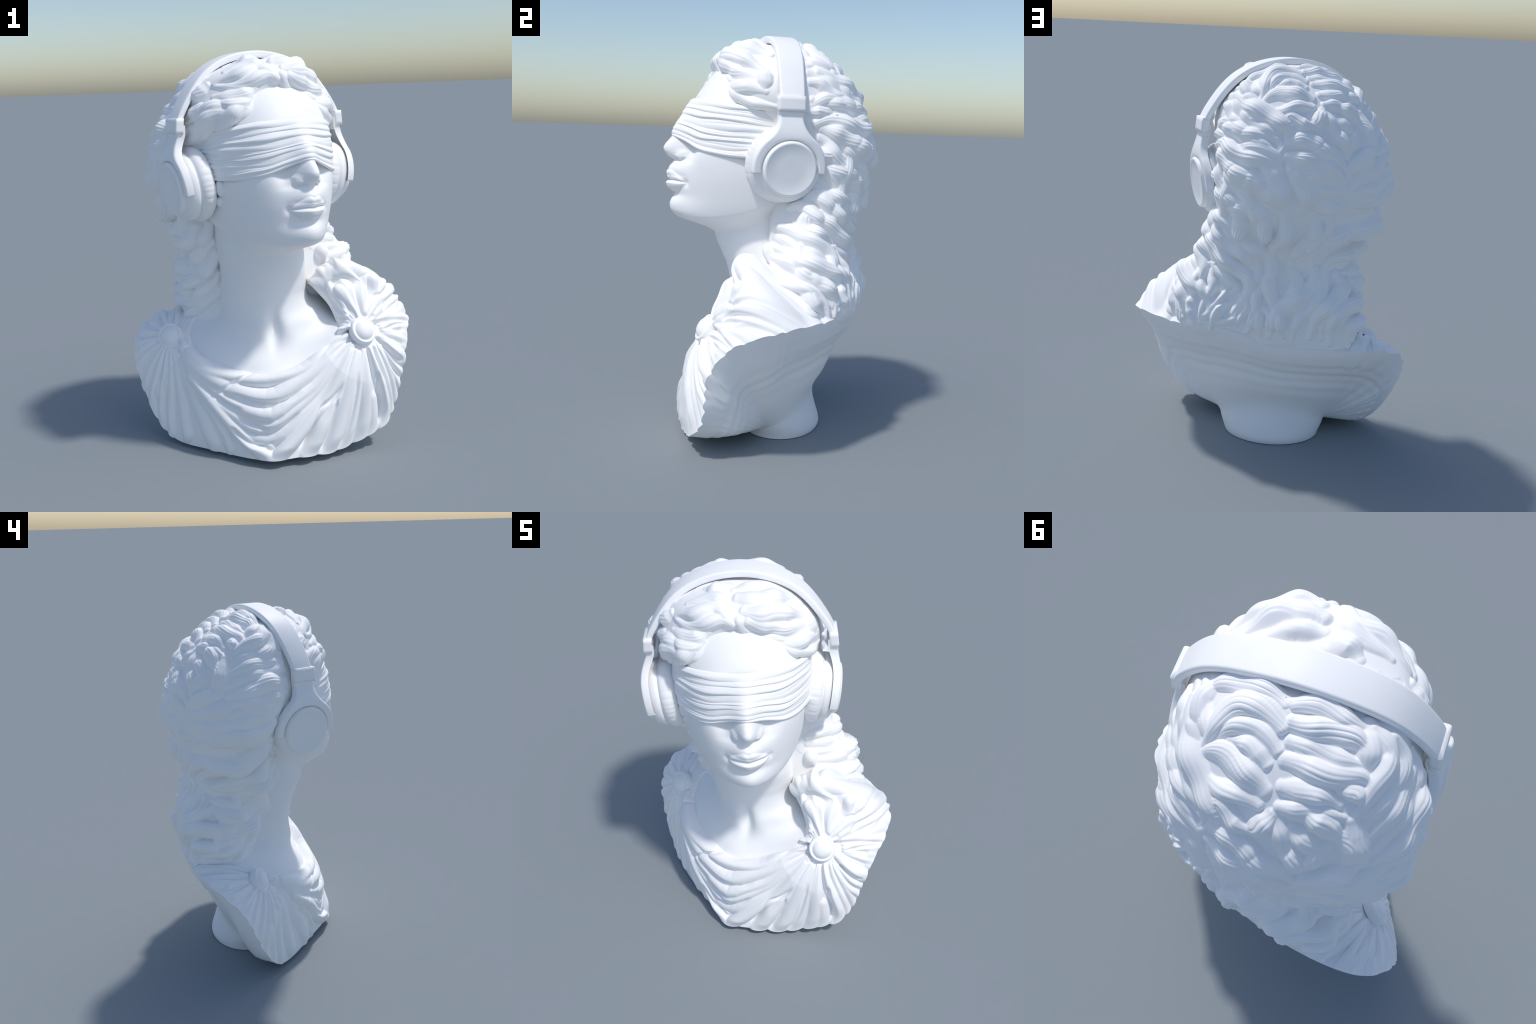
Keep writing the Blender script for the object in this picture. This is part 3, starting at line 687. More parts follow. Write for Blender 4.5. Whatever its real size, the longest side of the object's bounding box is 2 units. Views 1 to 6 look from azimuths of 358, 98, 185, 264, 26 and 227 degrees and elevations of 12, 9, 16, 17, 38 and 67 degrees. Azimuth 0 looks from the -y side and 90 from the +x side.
def loose_lock(half_width, *spine, rise=0.95, strands=None, start=0.6, tip=0.3):
    length = np.linalg.norm(np.diff(np.array(spine), axis=0), axis=1).sum()
    n = int(np.clip(length / 0.007, 22, 70)); m = 34
    P = polyline(spine, n)
    N = np.zeros_like(P)
    for i, p in enumerate(P):
        q, nn, _, _ = GROUND.find_nearest(Vector(p))
        P[i] = q; N[i] = nn
        if (N[i] @ (P[i] - np.array([-0.05, 0.02, P[i][2] - 0.15]))) < 0:
            N[i] = -N[i]
    step = np.linalg.norm(np.diff(P, axis=0), axis=1)
    if step.max() > 0.06:
        print("JUMP", half_width, spine[0], step.max())
    P = smooth_rows(P, 5); N = unit(smooth_rows(N, 9))
    T = unit(np.gradient(P, axis=0)); N = unit(N - T * (N * T).sum(1, keepdims=True)); B = np.cross(T, N)
    s = np.linspace(0, 1, n)
    body = np.minimum(start + (1 - start) * sstep(0, 0.30, s), tip + (1 - tip) * sstep(0, 0.45, 1 - s))
    swell = np.minimum(sstep(-0.04, 0.26, s), sstep(-0.04, 0.34, 1 - s))          # both ends sink into the hair mass
    ph = rng.uniform(0, 2 * math.pi, 4)
    w = half_width * 1.42 * body * (1 + 0.06 * np.sin(s * 9 + ph[0]))
    h = half_width * rise * (body * swell * (1 + 0.13 * np.sin(s * length / 0.05 * 2.0 + ph[1])) + 0.12)
    sink = half_width * 0.45 * (1 - swell)
    k = strands or int(np.clip(round(half_width / 0.0075), 3, 7))
    a = np.linspace(0, 2 * math.pi, m, endpoint=False)
    u = np.cos(a)[None, :]; up = np.sin(a)[None, :]
    drift = 0.55 * np.sin(s * 3.1 + ph[2])[:, None] + 0.25 * np.sin(s * 8 + ph[3])[:, None]
    groove = (1 - np.abs(np.sin((u * k * 0.5 + drift) * math.pi * 0.85))) ** 2.2
    crest = np.where(up > 0, np.abs(up) ** 0.85 * (1 - 0.30 * groove * np.abs(up) ** 0.5), -0.9 * np.abs(up))
    G = P[:, None] + B[:, None] * (w[:, None] * u)[..., None] + N[:, None] * (h[:, None] * crest - sink[:, None])[..., None]
    # sides hug the curved head a little
    G = G - N[:, None] * ((w[:, None] * u) ** 2 * 2.6)[..., None]
    V = np.concatenate([G.reshape(-1, 3), [G[0].mean(0)], [G[-1].mean(0)]])
    F = [tuple(f) for f in grid_faces(n, m)]
    F += [((i + 1) % m, i, n * m) for i in range(m)] + [((n - 1) * m + i, (n - 1) * m + (i + 1) % m, n * m + 1) for i in range(m)]
    return mesh_object("hair_lock", V, F, parent=root)


# carved hair: every lock raises a ridge with strand grooves on the one smooth hair surface
CARVED = []
loose = []
def lock(half_width, *spine, rise=0.80):
    CARVED.append((half_width, spine, rise))

def carve():
    P = hair.reshape(-1, 3); N = hair_n.reshape(-1, 3)
    top = np.full(len(P), -0.002); owner = np.full(len(P), -1)
    order = np.argsort(P[:, 2], kind="stable"); zs = P[order, 2]
    for idx, (W, spine, rise) in enumerate(CARVED):
        Q = polyline(spine, 34); T = unit(np.gradient(Q, axis=0))
        length = np.linalg.norm(np.diff(Q, axis=0), axis=1).sum()
        R = 1.42 * W
        i0, i1 = np.searchsorted(zs, [Q[:, 2].min() - R, Q[:, 2].max() + R])
        cand = order[i0:i1]; p = P[cand]
        box = ((p > Q.min(0) - R - 0.02) & (p < Q.max(0) + R + 0.02)).all(1)
        cand = cand[box]; p = p[box]; n = N[cand]
        d2 = ((p[:, None, :] - Q[None]) ** 2).sum(-1)
        k = d2.argmin(1); near = d2[np.arange(len(p)), k] < (R + 0.03) ** 2
        cand, p, n, k = cand[near], p[near], n[near], k[near]
        if not len(p):
            continue
        d = p - Q[k]; along = (d * T[k]).sum(1)
        s = np.clip((k + along / (length / 33)) / 33, -0.2, 1.2)
        b = unit(np.cross(T[k], n)); u = (d * b).sum(1)
        over = np.maximum(np.maximum(-s, s - 1), 0) * length                       # beyond the ends
        s = np.clip(s, 0, 1)
        body = np.minimum(0.62 + 0.38 * sstep(0, 0.3, s), 0.40 + 0.60 * sstep(0, 0.45, 1 - s))
        ph = rng.uniform(0, 2 * math.pi, 4); tilt = rng.choice([-1, 1]) * rng.uniform(0.05, 0.30)
        q = u / (R * body)
        rr = np.sqrt(q * q + (over / (0.6 * W)) ** 2)
        crest = np.clip(1 - rr * rr, 0, 1) ** 0.62
        strands = int(np.clip(round(W / 0.0072), 3, 6))
        drift = 0.5 * np.sin(s * 3.0 + ph[0]) + 0.22 * np.sin(s * 9 + ph[1])
        g = (q * strands * 0.62 + drift) * math.pi
        groove = (1 - np.abs(np.sin(g))) ** 2 * (0.7 + 0.3 * np.sin(g * 0.37 + ph[2]))
        swell = np.minimum(0.45 + 0.55 * sstep(0, 0.3, s), 0.30 + 0.70 * sstep(0, 0.42, 1 - s))
        wave = rng.uniform(0.8, 1.25) + 0.22 * np.sin(s * length / 0.055 * 2.2 + ph[3])
        hgt = W * rise * swell * wave * (crest * (1 + tilt * q) - 0.15 * groove * crest ** 0.5)
        better = hgt > top[cand]
        c2 = cand[better]; old = top[c2]; new = hgt[better]
        top[c2] = new; owner[c2] = idx
    return top, owner

# crown, seen from above
lock(0.028, (-0.069, 0.084, 1.953), (0.021, 0.095, 1.948), (0.103, 0.124, 1.916), (0.176, 0.192, 1.850), rise=1.0)
lock(0.030, (-0.109, 0.142, 1.927), (-0.023, 0.139, 1.937), (0.044, 0.182, 1.909), (0.059, 0.258, 1.860), (0.064, 0.304, 1.814), rise=1.0)
lock(0.023, (-0.139, 0.195, 1.895), (-0.049, 0.189, 1.910), (0.009, 0.229, 1.888), (0.040, 0.279, 1.847), rise=1.0)
lock(0.033, (-0.176, 0.289, 1.825), (-0.102, 0.289, 1.841), (-0.005, 0.291, 1.841), (0.050, 0.319, 1.802), rise=1.0)
lock(0.024, (-0.184, 0.321, 1.793), (-0.105, 0.340, 1.793), (-0.045, 0.360, 1.767), (0.041, 0.342, 1.776), rise=1.0)
lock(0.028, (-0.190, 0.376, 1.709), (-0.134, 0.387, 1.715), (-0.083, 0.378, 1.739), (-0.069, 0.403, 1.693), rise=1.0)
lock(0.024, (-0.226, 0.309, 1.783), (-0.207, 0.358, 1.730), (-0.166, 0.386, 1.704), rise=1.0)
lock(0.023, (-0.139, 0.238, 1.872), (-0.059, 0.232, 1.885), (-0.003, 0.253, 1.872), rise=1.0)
lock(0.024, (0.156, 0.235, 1.832), (0.132, 0.313, 1.764), (0.074, 0.361, 1.735), (-0.062, 0.425, 1.651), rise=1.0)
lock(0.024, (0.193, 0.268, 1.760), (0.158, 0.348, 1.682), (0.067, 0.419, 1.635), (-0.052, 0.463, 1.560), rise=1.0)
lock(0.033, (0.216, 0.311, 1.633), (0.177, 0.382, 1.557), (0.395, 0.357, 0.791), (0.232, 0.407, 0.848), rise=1.0)
lock(0.024, (0.141, 0.143, 1.894), (0.152, 0.202, 1.860), (0.111, 0.280, 1.818), (0.077, 0.309, 1.803), rise=1.0)
lock(0.026, (-0.088, 0.077, 1.954), (-0.141, 0.025, 1.951), (-0.220, -0.002, 1.923), (-0.289, -0.040, 1.896), rise=1.0)
lock(0.030, (-0.117, 0.118, 1.936), (-0.189, 0.075, 1.924), (-0.270, 0.018, 1.902), (-0.333, 0.028, 1.870), rise=1.0)
lock(0.024, (-0.143, 0.156, 1.911), (-0.212, 0.120, 1.904), (-0.283, 0.086, 1.887), (-0.342, 0.048, 1.861), rise=1.0)
lock(0.028, (-0.164, 0.200, 1.886), (-0.218, 0.169, 1.883), (-0.290, 0.136, 1.867), (-0.345, 0.074, 1.853), (-0.382, 0.066, 1.820), rise=1.0)
lock(0.026, (-0.203, 0.251, 1.843), (-0.246, 0.220, 1.842), (-0.298, 0.187, 1.834), (-0.352, 0.166, 1.807), rise=1.0)
lock(0.021, (-0.327, 0.142, 1.841), (-0.362, 0.111, 1.827), (-0.398, 0.113, 1.790), rise=1.0)
lock(0.026, (-0.230, 0.291, 1.799), (-0.279, 0.254, 1.798), (-0.327, 0.216, 1.792), (-0.383, 0.175, 1.772), rise=1.0)
lock(0.024, (-0.239, 0.306, 1.778), (-0.289, 0.332, 1.695), (-0.335, 0.335, 1.623), rise=1.0)
lock(0.030, (-0.294, 0.248, 1.792), (-0.358, 0.225, 1.756), (-0.409, 0.210, 1.709), rise=1.0)
lock(0.026, (-0.285, 0.294, 1.753), (-0.350, 0.283, 1.693), (-0.402, 0.267, 1.640), rise=1.0)
lock(0.029, (-0.380, 0.225, 1.730), (-0.425, 0.193, 1.704), (-0.453, 0.206, 1.641), (-0.438, 0.257, 1.589), rise=1.0)
lock(0.026, (-0.284, -0.045, 1.898), (-0.349, -0.040, 1.859), (-0.380, 0.002, 1.825), (-0.391, 0.074, 1.809), rise=1.0)
lock(0.026, (-0.341, -0.078, 1.861), (-0.387, -0.072, 1.792), (-0.422, 0.023, 1.772), (-0.419, 0.123, 1.761), rise=1.0)
lock(0.024, (-0.379, -0.121, 1.776), (-0.431, -0.101, 1.693), (-0.469, -0.022, 1.684), rise=1.0)
lock(0.030, (-0.455, -0.114, 1.623), (-0.496, -0.087, 1.516), (-0.536, 0.007, 1.457), rise=1.0)
lock(0.034, (0.046, -0.198, 1.938), (0.141, -0.161, 1.923), (0.184, -0.090, 1.913), (0.214, -0.005, 1.890), rise=1.0)
lock(0.025, (0.011, -0.160, 1.948), (0.085, -0.102, 1.948), (0.143, -0.027, 1.934), rise=1.0)
lock(0.031, (-0.022, -0.125, 1.952), (-0.064, -0.170, 1.947), (-0.120, -0.166, 1.942), rise=1.0)
# back of the head
lock(0.036, (0.188, 0.214, 1.823), (0.121, 0.302, 1.787), (0.039, 0.358, 1.755), (-0.039, 0.388, 1.721), (-0.089, 0.406, 1.685), (-0.083, 0.431, 1.637), (-0.056, 0.452, 1.592), rise=1.0)
lock(0.026, (0.165, 0.287, 1.767), (0.111, 0.355, 1.720), (0.042, 0.398, 1.687), (-0.025, 0.424, 1.653), (-0.050, 0.444, 1.611), rise=1.0)
lock(0.030, (0.285, 0.192, 1.638), (0.230, 0.269, 1.688), (0.163, 0.348, 1.674), (0.102, 0.399, 1.648), (0.029, 0.434, 1.620), (-0.058, 0.459, 1.572), rise=1.0)
lock(0.030, (0.132, 0.403, 1.605), (0.085, 0.434, 1.581), (0.049, 0.458, 1.535), rise=1.0)
lock(0.035, (0.261, 0.255, 1.560), (0.212, 0.349, 1.523), (0.159, 0.410, 1.494), (0.101, 0.445, 1.498), (0.068, 0.459, 1.497), rise=1.0)
lock(0.026, (0.249, 0.271, 1.601), (0.190, 0.362, 1.580), (0.150, 0.408, 1.547), rise=1.0)
lock(0.034, (-0.088, 0.430, 1.637), (-0.159, 0.413, 1.649), (-0.232, 0.404, 1.611), (-0.251, 0.412, 1.562), rise=1.0)
lock(0.035, (-0.175, 0.413, 1.640), (-0.238, 0.405, 1.601), (-0.307, 0.378, 1.570), (-0.352, 0.363, 1.518), rise=1.0)
lock(0.033, (-0.078, 0.457, 1.574), (-0.166, 0.445, 1.562), (-0.269, 0.411, 1.532), (-0.350, 0.375, 1.462), rise=1.0)
lock(0.035, (-0.097, 0.467, 1.530), (-0.194, 0.448, 1.512), (-0.283, 0.414, 1.481), (-0.359, 0.369, 1.414), rise=1.0)
lock(0.040, (-0.108, 0.468, 1.520), (-0.151, 0.465, 1.471), (-0.185, 0.456, 1.409), (-0.178, 0.450, 1.343), (-0.144, 0.452, 1.309), rise=1.0)
lock(0.036, (0.011, 0.468, 1.523), (-0.044, 0.479, 1.466), (-0.074, 0.478, 1.395), (-0.117, 0.462, 1.326), rise=1.0)
lock(0.044, (0.145, 0.423, 1.455), (0.055, 0.466, 1.447), (-0.021, 0.479, 1.412), (-0.065, 0.474, 1.357), (-0.102, 0.461, 1.308), rise=1.0)
lock(0.027, (-0.199, 0.453, 1.435), (-0.266, 0.425, 1.418), (-0.328, 0.390, 1.410), (-0.361, 0.364, 1.380), rise=1.0)
lock(0.030, (-0.206, 0.448, 1.398), (-0.249, 0.424, 1.353), (-0.312, 0.385, 1.333), (-0.364, 0.352, 1.340), rise=1.0)
lock(0.036, (-0.473, 0.206, 1.598), (-0.433, 0.279, 1.553), (-0.382, 0.337, 1.527), (-0.364, 0.361, 1.487), rise=1.0)
lock(0.036, (-0.536, 0.096, 1.519), (-0.479, 0.240, 1.506), (-0.418, 0.318, 1.472), (-0.374, 0.359, 1.423), rise=1.0)
lock(0.035, (-0.542, 0.079, 1.456), (-0.514, 0.191, 1.423), (-0.433, 0.305, 1.406), (-0.377, 0.353, 1.385), rise=1.0)
lock(0.031, (-0.537, 0.090, 1.391), (-0.491, 0.219, 1.360), (-0.416, 0.308, 1.345), (-0.381, 0.331, 1.321), rise=1.0)
lock(0.028, (0.287, 0.174, 1.503), (0.276, 0.214, 1.443), (0.234, 0.330, 1.421), (0.179, 0.398, 1.400), rise=1.0)
lock(0.028, (0.269, 0.249, 1.393), (0.230, 0.342, 1.358), (0.165, 0.409, 1.343), (0.129, 0.428, 1.312), rise=1.0)
lock(0.022, (0.179, 0.397, 1.410), (0.108, 0.445, 1.381), (0.045, 0.458, 1.314), (0.013, 0.443, 1.242), (0.008, 0.422, 1.194), rise=1.0)
lock(0.027, (0.107, 0.444, 1.371), (0.050, 0.451, 1.285), (0.040, 0.423, 1.203), rise=1.0)
lock(0.029, (0.189, 0.388, 1.327), (0.129, 0.420, 1.272), (0.095, 0.408, 1.195), rise=1.0)
lock(0.029, (-0.287, 0.336, 1.689), (-0.332, 0.330, 1.639), (-0.347, 0.346, 1.579), rise=1.0)
lock(0.027, (-0.390, 0.243, 1.694), (-0.374, 0.296, 1.637), (-0.363, 0.334, 1.578), rise=1.0)
# hair falling down the back
lock(0.032, (0.283, 0.237, 1.236), (0.261, 0.303, 1.195), (0.203, 0.351, 1.125), (0.127, 0.370, 1.086), (0.066, 0.370, 1.042), (0.039, 0.373, 0.982), (0.076, 0.393, 0.911), (0.112, 0.421, 0.842), rise=1.5)
lock(0.029, (0.225, 0.346, 1.220), (0.159, 0.375, 1.152), (0.067, 0.387, 1.119), (-0.011, 0.374, 1.061), (-0.020, 0.373, 0.987), (0.028, 0.395, 0.915), (0.040, 0.424, 0.849), (0.045, 0.452, 0.771), (0.072, 0.455, 0.706), rise=1.5)
lock(0.032, (0.302, 0.222, 1.144), (0.263, 0.313, 1.092), (0.187, 0.357, 1.022), (0.105, 0.372, 0.977), (0.072, 0.385, 0.934), (0.090, 0.412, 0.866), (0.128, 0.429, 0.819), (0.149, 0.438, 0.789), rise=1.5)
lock(0.033, (0.291, 0.231, 1.186), (0.319, 0.206, 1.093), (0.316, 0.254, 1.066), (0.265, 0.326, 1.027), rise=1.5)
lock(0.035, (0.362, 0.194, 1.005), (0.396, 0.187, 0.953), (0.395, 0.283, 0.915), (0.342, 0.358, 0.879), (0.299, 0.388, 0.854), rise=1.5)
lock(0.029, (0.397, 0.189, 0.950), (0.431, 0.212, 0.895), (0.433, 0.276, 0.858), (0.404, 0.348, 0.794), (0.403, 0.378, 0.727), rise=1.5)
lock(0.025, (0.443, 0.213, 0.873), (0.460, 0.234, 0.818), (0.456, 0.277, 0.752), (0.437, 0.327, 0.695), rise=1.5)
lock(0.019, (0.257, 0.338, 1.005), (0.269, 0.362, 0.936), (0.258, 0.384, 0.894), (0.295, 0.401, 0.820), (0.315, 0.429, 0.714), rise=1.5)
lock(0.015, (0.178, 0.392, 0.902), (0.221, 0.415, 0.831), (0.278, 0.425, 0.767), (0.312, 0.430, 0.715), rise=1.5)
lock(0.016, (0.077, 0.417, 0.856), (0.121, 0.434, 0.808), (0.152, 0.450, 0.729), rise=1.5)
lock(0.013, (0.063, 0.428, 0.836), (0.095, 0.443, 0.789), (0.127, 0.452, 0.726), rise=1.5)
lock(0.020, (0.184, 0.418, 0.835), (0.228, 0.434, 0.774), (0.255, 0.443, 0.699), rise=1.5)
lock(0.024, (0.351, 0.368, 0.843), (0.359, 0.385, 0.784), (0.339, 0.419, 0.721), rise=1.5)
lock(0.030, (-0.037, 0.369, 1.012), (-0.019, 0.391, 0.930), (-0.044, 0.425, 0.856), (-0.042, 0.444, 0.806), rise=1.5)
lock(0.027, (-0.102, 0.365, 1.016), (-0.153, 0.371, 0.959), (-0.134, 0.397, 0.904), (-0.078, 0.418, 0.869), rise=1.5)
lock(0.035, (-0.230, 0.338, 1.017), (-0.240, 0.350, 0.959), (-0.193, 0.390, 0.894), (-0.104, 0.428, 0.837), (-0.051, 0.453, 0.766), (-0.037, 0.460, 0.692), rise=1.5)
lock(0.027, (-0.277, 0.316, 1.015), (-0.278, 0.352, 0.926), (-0.227, 0.404, 0.839), (-0.167, 0.431, 0.780), (-0.149, 0.444, 0.683), rise=1.5)
lock(0.032, (-0.332, 0.289, 0.985), (-0.367, 0.301, 0.916), (-0.331, 0.366, 0.859), (-0.260, 0.411, 0.793), (-0.231, 0.426, 0.689), rise=1.5)
lock(0.024, (-0.396, 0.200, 0.989), (-0.384, 0.274, 0.921), (-0.349, 0.363, 0.847), (-0.296, 0.407, 0.782), (-0.290, 0.416, 0.683), rise=1.5)
lock(0.033, (-0.414, 0.191, 0.901), (-0.435, 0.223, 0.836), (-0.404, 0.333, 0.828), (-0.342, 0.390, 0.793), (-0.333, 0.408, 0.659), rise=1.5)
lock(0.029, (-0.448, 0.239, 0.792), (-0.456, 0.264, 0.745), (-0.429, 0.343, 0.731), (-0.424, 0.359, 0.634), rise=1.5)
lock(0.024, (-0.093, 0.433, 0.825), (-0.086, 0.449, 0.768), (-0.102, 0.454, 0.689), rise=1.5)
lock(0.021, (0.013, 0.439, 0.819), (0.020, 0.455, 0.761), (0.005, 0.460, 0.695), rise=1.5)
lock(0.032, (-0.495, 0.124, 1.266), (-0.470, 0.125, 1.215), (-0.382, 0.275, 1.209), (-0.292, 0.330, 1.167), (-0.225, 0.349, 1.112), (-0.205, 0.346, 1.055), (-0.244, 0.337, 0.993), rise=1.5)
lock(0.030, (-0.443, 0.120, 1.155), (-0.421, 0.117, 1.080), (-0.373, 0.230, 1.072), (-0.298, 0.299, 1.049), (-0.272, 0.322, 1.003), rise=1.5)
lock(0.027, (-0.413, 0.129, 1.029), (-0.408, 0.146, 0.977), (-0.362, 0.262, 0.979), rise=1.5)
lock(0.028, (0.018, 0.461, 1.302), (0.007, 0.422, 1.193), (0.031, 0.394, 1.130), rise=1.5)
lock(0.029, (-0.085, 0.458, 1.291), (-0.086, 0.422, 1.200), (-0.040, 0.397, 1.136), (-0.029, 0.373, 1.062), rise=1.5)
lock(0.030, (-0.219, 0.421, 1.292), (-0.227, 0.386, 1.213), (-0.178, 0.378, 1.147), (-0.123, 0.367, 1.067), (-0.113, 0.364, 1.016), rise=1.5)
lock(0.025, (-0.286, 0.386, 1.288), (-0.279, 0.357, 1.209), (-0.213, 0.365, 1.146), (-0.181, 0.357, 1.081), (-0.141, 0.362, 1.055), rise=1.5)
lock(0.034, (0.114, 0.428, 1.276), (0.127, 0.397, 1.190), (0.085, 0.388, 1.131), rise=1.5)
# her left side, behind the ear
lock(0.021, (0.198, 0.165, 1.848), (0.148, 0.210, 1.857), (0.086, 0.267, 1.844), (0.022, 0.305, 1.825), rise=1.0)
lock(0.024, (0.165, 0.238, 1.823), (0.106, 0.295, 1.803), (0.069, 0.341, 1.767), (0.043, 0.361, 1.749), rise=1.0)
lock(0.025, (0.229, 0.174, 1.812), (0.195, 0.226, 1.806), (0.174, 0.281, 1.764), (0.124, 0.345, 1.724), (-0.066, 0.390, 1.719), rise=1.0)
lock(0.024, (0.252, 0.188, 1.767), (0.222, 0.235, 1.760), (0.202, 0.285, 1.719), (0.118, 0.367, 1.695), rise=1.0)
lock(0.025, (0.272, 0.203, 1.685), (0.239, 0.260, 1.678), (0.193, 0.322, 1.672), (0.101, 0.393, 1.662), (-0.050, 0.431, 1.640), (-0.042, 0.450, 1.597), rise=1.0)
lock(0.032, (0.273, 0.228, 1.574), (0.246, 0.279, 1.591), (0.202, 0.346, 1.584), (0.137, 0.415, 1.557), (-0.052, 0.471, 1.528), (-0.052, 0.477, 1.490), rise=1.0)
lock(0.024, (0.164, 0.384, 1.590), (0.078, 0.431, 1.598), (-0.052, 0.461, 1.567), (-0.052, 0.471, 1.529), rise=1.0)
lock(0.030, (0.268, 0.245, 1.512), (0.252, 0.284, 1.498), (0.243, 0.310, 1.445), (0.218, 0.356, 1.382), (0.168, 0.406, 1.341), (0.088, 0.446, 1.313), rise=1.0)
lock(0.023, (0.234, 0.323, 1.475), (0.209, 0.362, 1.466), (0.167, 0.407, 1.417), (0.088, 0.453, 1.375), rise=1.0)
lock(0.037, (0.204, 0.359, 1.525), (0.172, 0.399, 1.487), (0.076, 0.459, 1.452), (-0.051, 0.480, 1.415), rise=1.0)
lock(0.025, (0.263, 0.269, 1.405), (0.252, 0.305, 1.342), (0.232, 0.342, 1.282), (0.196, 0.372, 1.236), rise=1.0)
lock(0.027, (0.198, 0.379, 1.307), (0.110, 0.436, 1.309), (-0.034, 0.459, 1.284), (-0.020, 0.441, 1.234), rise=1.0)
lock(0.023, (0.284, 0.197, 1.631), (0.254, 0.253, 1.629), (0.215, 0.315, 1.627), rise=1.0)
# tress over her left shoulder
lock(0.027, (0.278, 0.119, 1.174), (0.291, 0.179, 1.191), (0.297, 0.240, 1.149), (0.287, 0.287, 1.092), (0.292, 0.299, 1.047), rise=1.4)
lock(0.028, (0.288, 0.196, 1.219), (0.281, 0.244, 1.243), (0.264, 0.299, 1.203), (0.241, 0.327, 1.143), (0.186, 0.355, 1.064), rise=1.4)
lock(0.019, (0.304, 0.147, 1.118), (0.323, 0.173, 1.081), (0.333, 0.234, 1.044), (0.310, 0.292, 1.022), rise=1.4)
lock(0.026, (0.273, 0.270, 1.262), (0.231, 0.341, 1.234), (0.158, 0.385, 1.193), (0.109, 0.389, 1.152), rise=1.4)
lock(0.024, (0.283, 0.270, 1.168), (0.260, 0.311, 1.122), (0.209, 0.347, 1.071), (0.116, 0.369, 0.999), rise=1.4)
lock(0.029, (0.262, 0.056, 1.077), (0.313, 0.127, 1.077), (0.341, 0.213, 1.040), (0.326, 0.285, 1.005), (0.308, 0.331, 0.960), (0.341, 0.359, 0.875), rise=1.4)
lock(0.023, (0.267, 0.049, 1.040), (0.342, 0.123, 1.017), (0.374, 0.218, 0.981), (0.357, 0.299, 0.947), (0.342, 0.354, 0.884), rise=1.4)
lock(0.024, (0.307, 0.060, 0.991), (0.376, 0.138, 0.968), (0.404, 0.232, 0.933), (0.382, 0.321, 0.889), (0.350, 0.365, 0.850), (0.360, 0.392, 0.766), rise=1.4)
lock(0.022, (0.320, 0.054, 0.951), (0.402, 0.143, 0.928), (0.433, 0.228, 0.888), (0.431, 0.291, 0.842), (0.412, 0.346, 0.779), (0.419, 0.363, 0.700), rise=1.4)
lock(0.022, (0.339, 0.050, 0.898), (0.422, 0.112, 0.857), (0.455, 0.197, 0.841), (0.449, 0.277, 0.809), (0.438, 0.322, 0.756), (0.431, 0.342, 0.697), rise=1.4)
lock(0.018, (0.363, 0.058, 0.875), (0.440, 0.129, 0.830), (0.463, 0.200, 0.776), (0.452, 0.259, 0.714), (0.409, 0.293, 0.652), rise=1.4)
lock(0.020, (0.280, 0.327, 1.001), (0.225, 0.362, 0.967), (0.139, 0.393, 0.904), (0.189, 0.402, 0.874), rise=1.4)
lock(0.023, (0.302, 0.330, 0.968), (0.319, 0.362, 0.894), (0.282, 0.398, 0.839), (0.266, 0.423, 0.782), (0.331, 0.414, 0.748), rise=1.4)
lock(0.016, (0.139, 0.399, 0.890), (0.076, 0.432, 0.823), (0.141, 0.447, 0.758), (0.314, 0.428, 0.722), rise=1.4)
lock(0.014, (0.017, 0.429, 0.841), (-0.041, 0.451, 0.781), (-0.028, 0.461, 0.711), rise=1.4)
lock(0.015, (-0.056, 0.443, 0.806), (-0.037, 0.455, 0.760), (-0.029, 0.460, 0.720), rise=1.4)
lock(0.016, (0.462, 0.186, 0.788), (0.462, 0.245, 0.760), (0.449, 0.302, 0.721), (0.441, 0.316, 0.697), rise=1.4)
# her right side
lock(0.028, (-0.338, -0.077, 1.865), (-0.373, -0.008, 1.834), (-0.395, 0.077, 1.803), (-0.404, 0.141, 1.770), rise=1.0)
lock(0.029, (-0.262, -0.048, 1.907), (-0.322, 0.011, 1.879), (-0.363, 0.054, 1.842), rise=1.0)
lock(0.026, (-0.374, -0.090, 1.806), (-0.404, -0.016, 1.788), (-0.429, 0.062, 1.764), (-0.436, 0.139, 1.731), rise=1.0)
lock(0.030, (-0.406, -0.116, 1.727), (-0.434, -0.037, 1.735), (-0.461, 0.054, 1.719), (-0.459, 0.155, 1.685), rise=1.0)
lock(0.028, (-0.409, -0.141, 1.695), (-0.457, -0.058, 1.682), (-0.487, 0.045, 1.673), (-0.484, 0.158, 1.633), rise=1.0)
lock(0.036, (-0.431, -0.143, 1.635), (-0.485, -0.042, 1.637), (-0.519, 0.063, 1.598), (-0.503, 0.161, 1.581), rise=1.0)
lock(0.034, (-0.446, -0.140, 1.587), (-0.499, -0.064, 1.569), (-0.531, 0.053, 1.556), (-0.507, 0.189, 1.520), rise=1.0)
lock(0.031, (-0.481, -0.103, 1.551), (-0.509, -0.062, 1.527), (-0.538, 0.030, 1.506), (-0.501, 0.215, 1.468), rise=1.0)
lock(0.038, (-0.499, -0.081, 1.517), (-0.524, -0.034, 1.487), (-0.543, 0.069, 1.452), (-0.497, 0.218, 1.390), rise=1.0)
lock(0.049, (-0.510, -0.060, 1.444), (-0.527, 0.007, 1.387), (-0.526, 0.133, 1.368), (-0.452, 0.257, 1.315), rise=1.0)
lock(0.043, (-0.492, -0.041, 1.343), (-0.476, 0.030, 1.243), (-0.461, 0.146, 1.205), (-0.391, 0.246, 1.176), rise=1.0)
lock(0.028, (-0.400, 0.160, 1.763), (-0.447, 0.179, 1.684), (-0.488, 0.185, 1.591), rise=1.0)
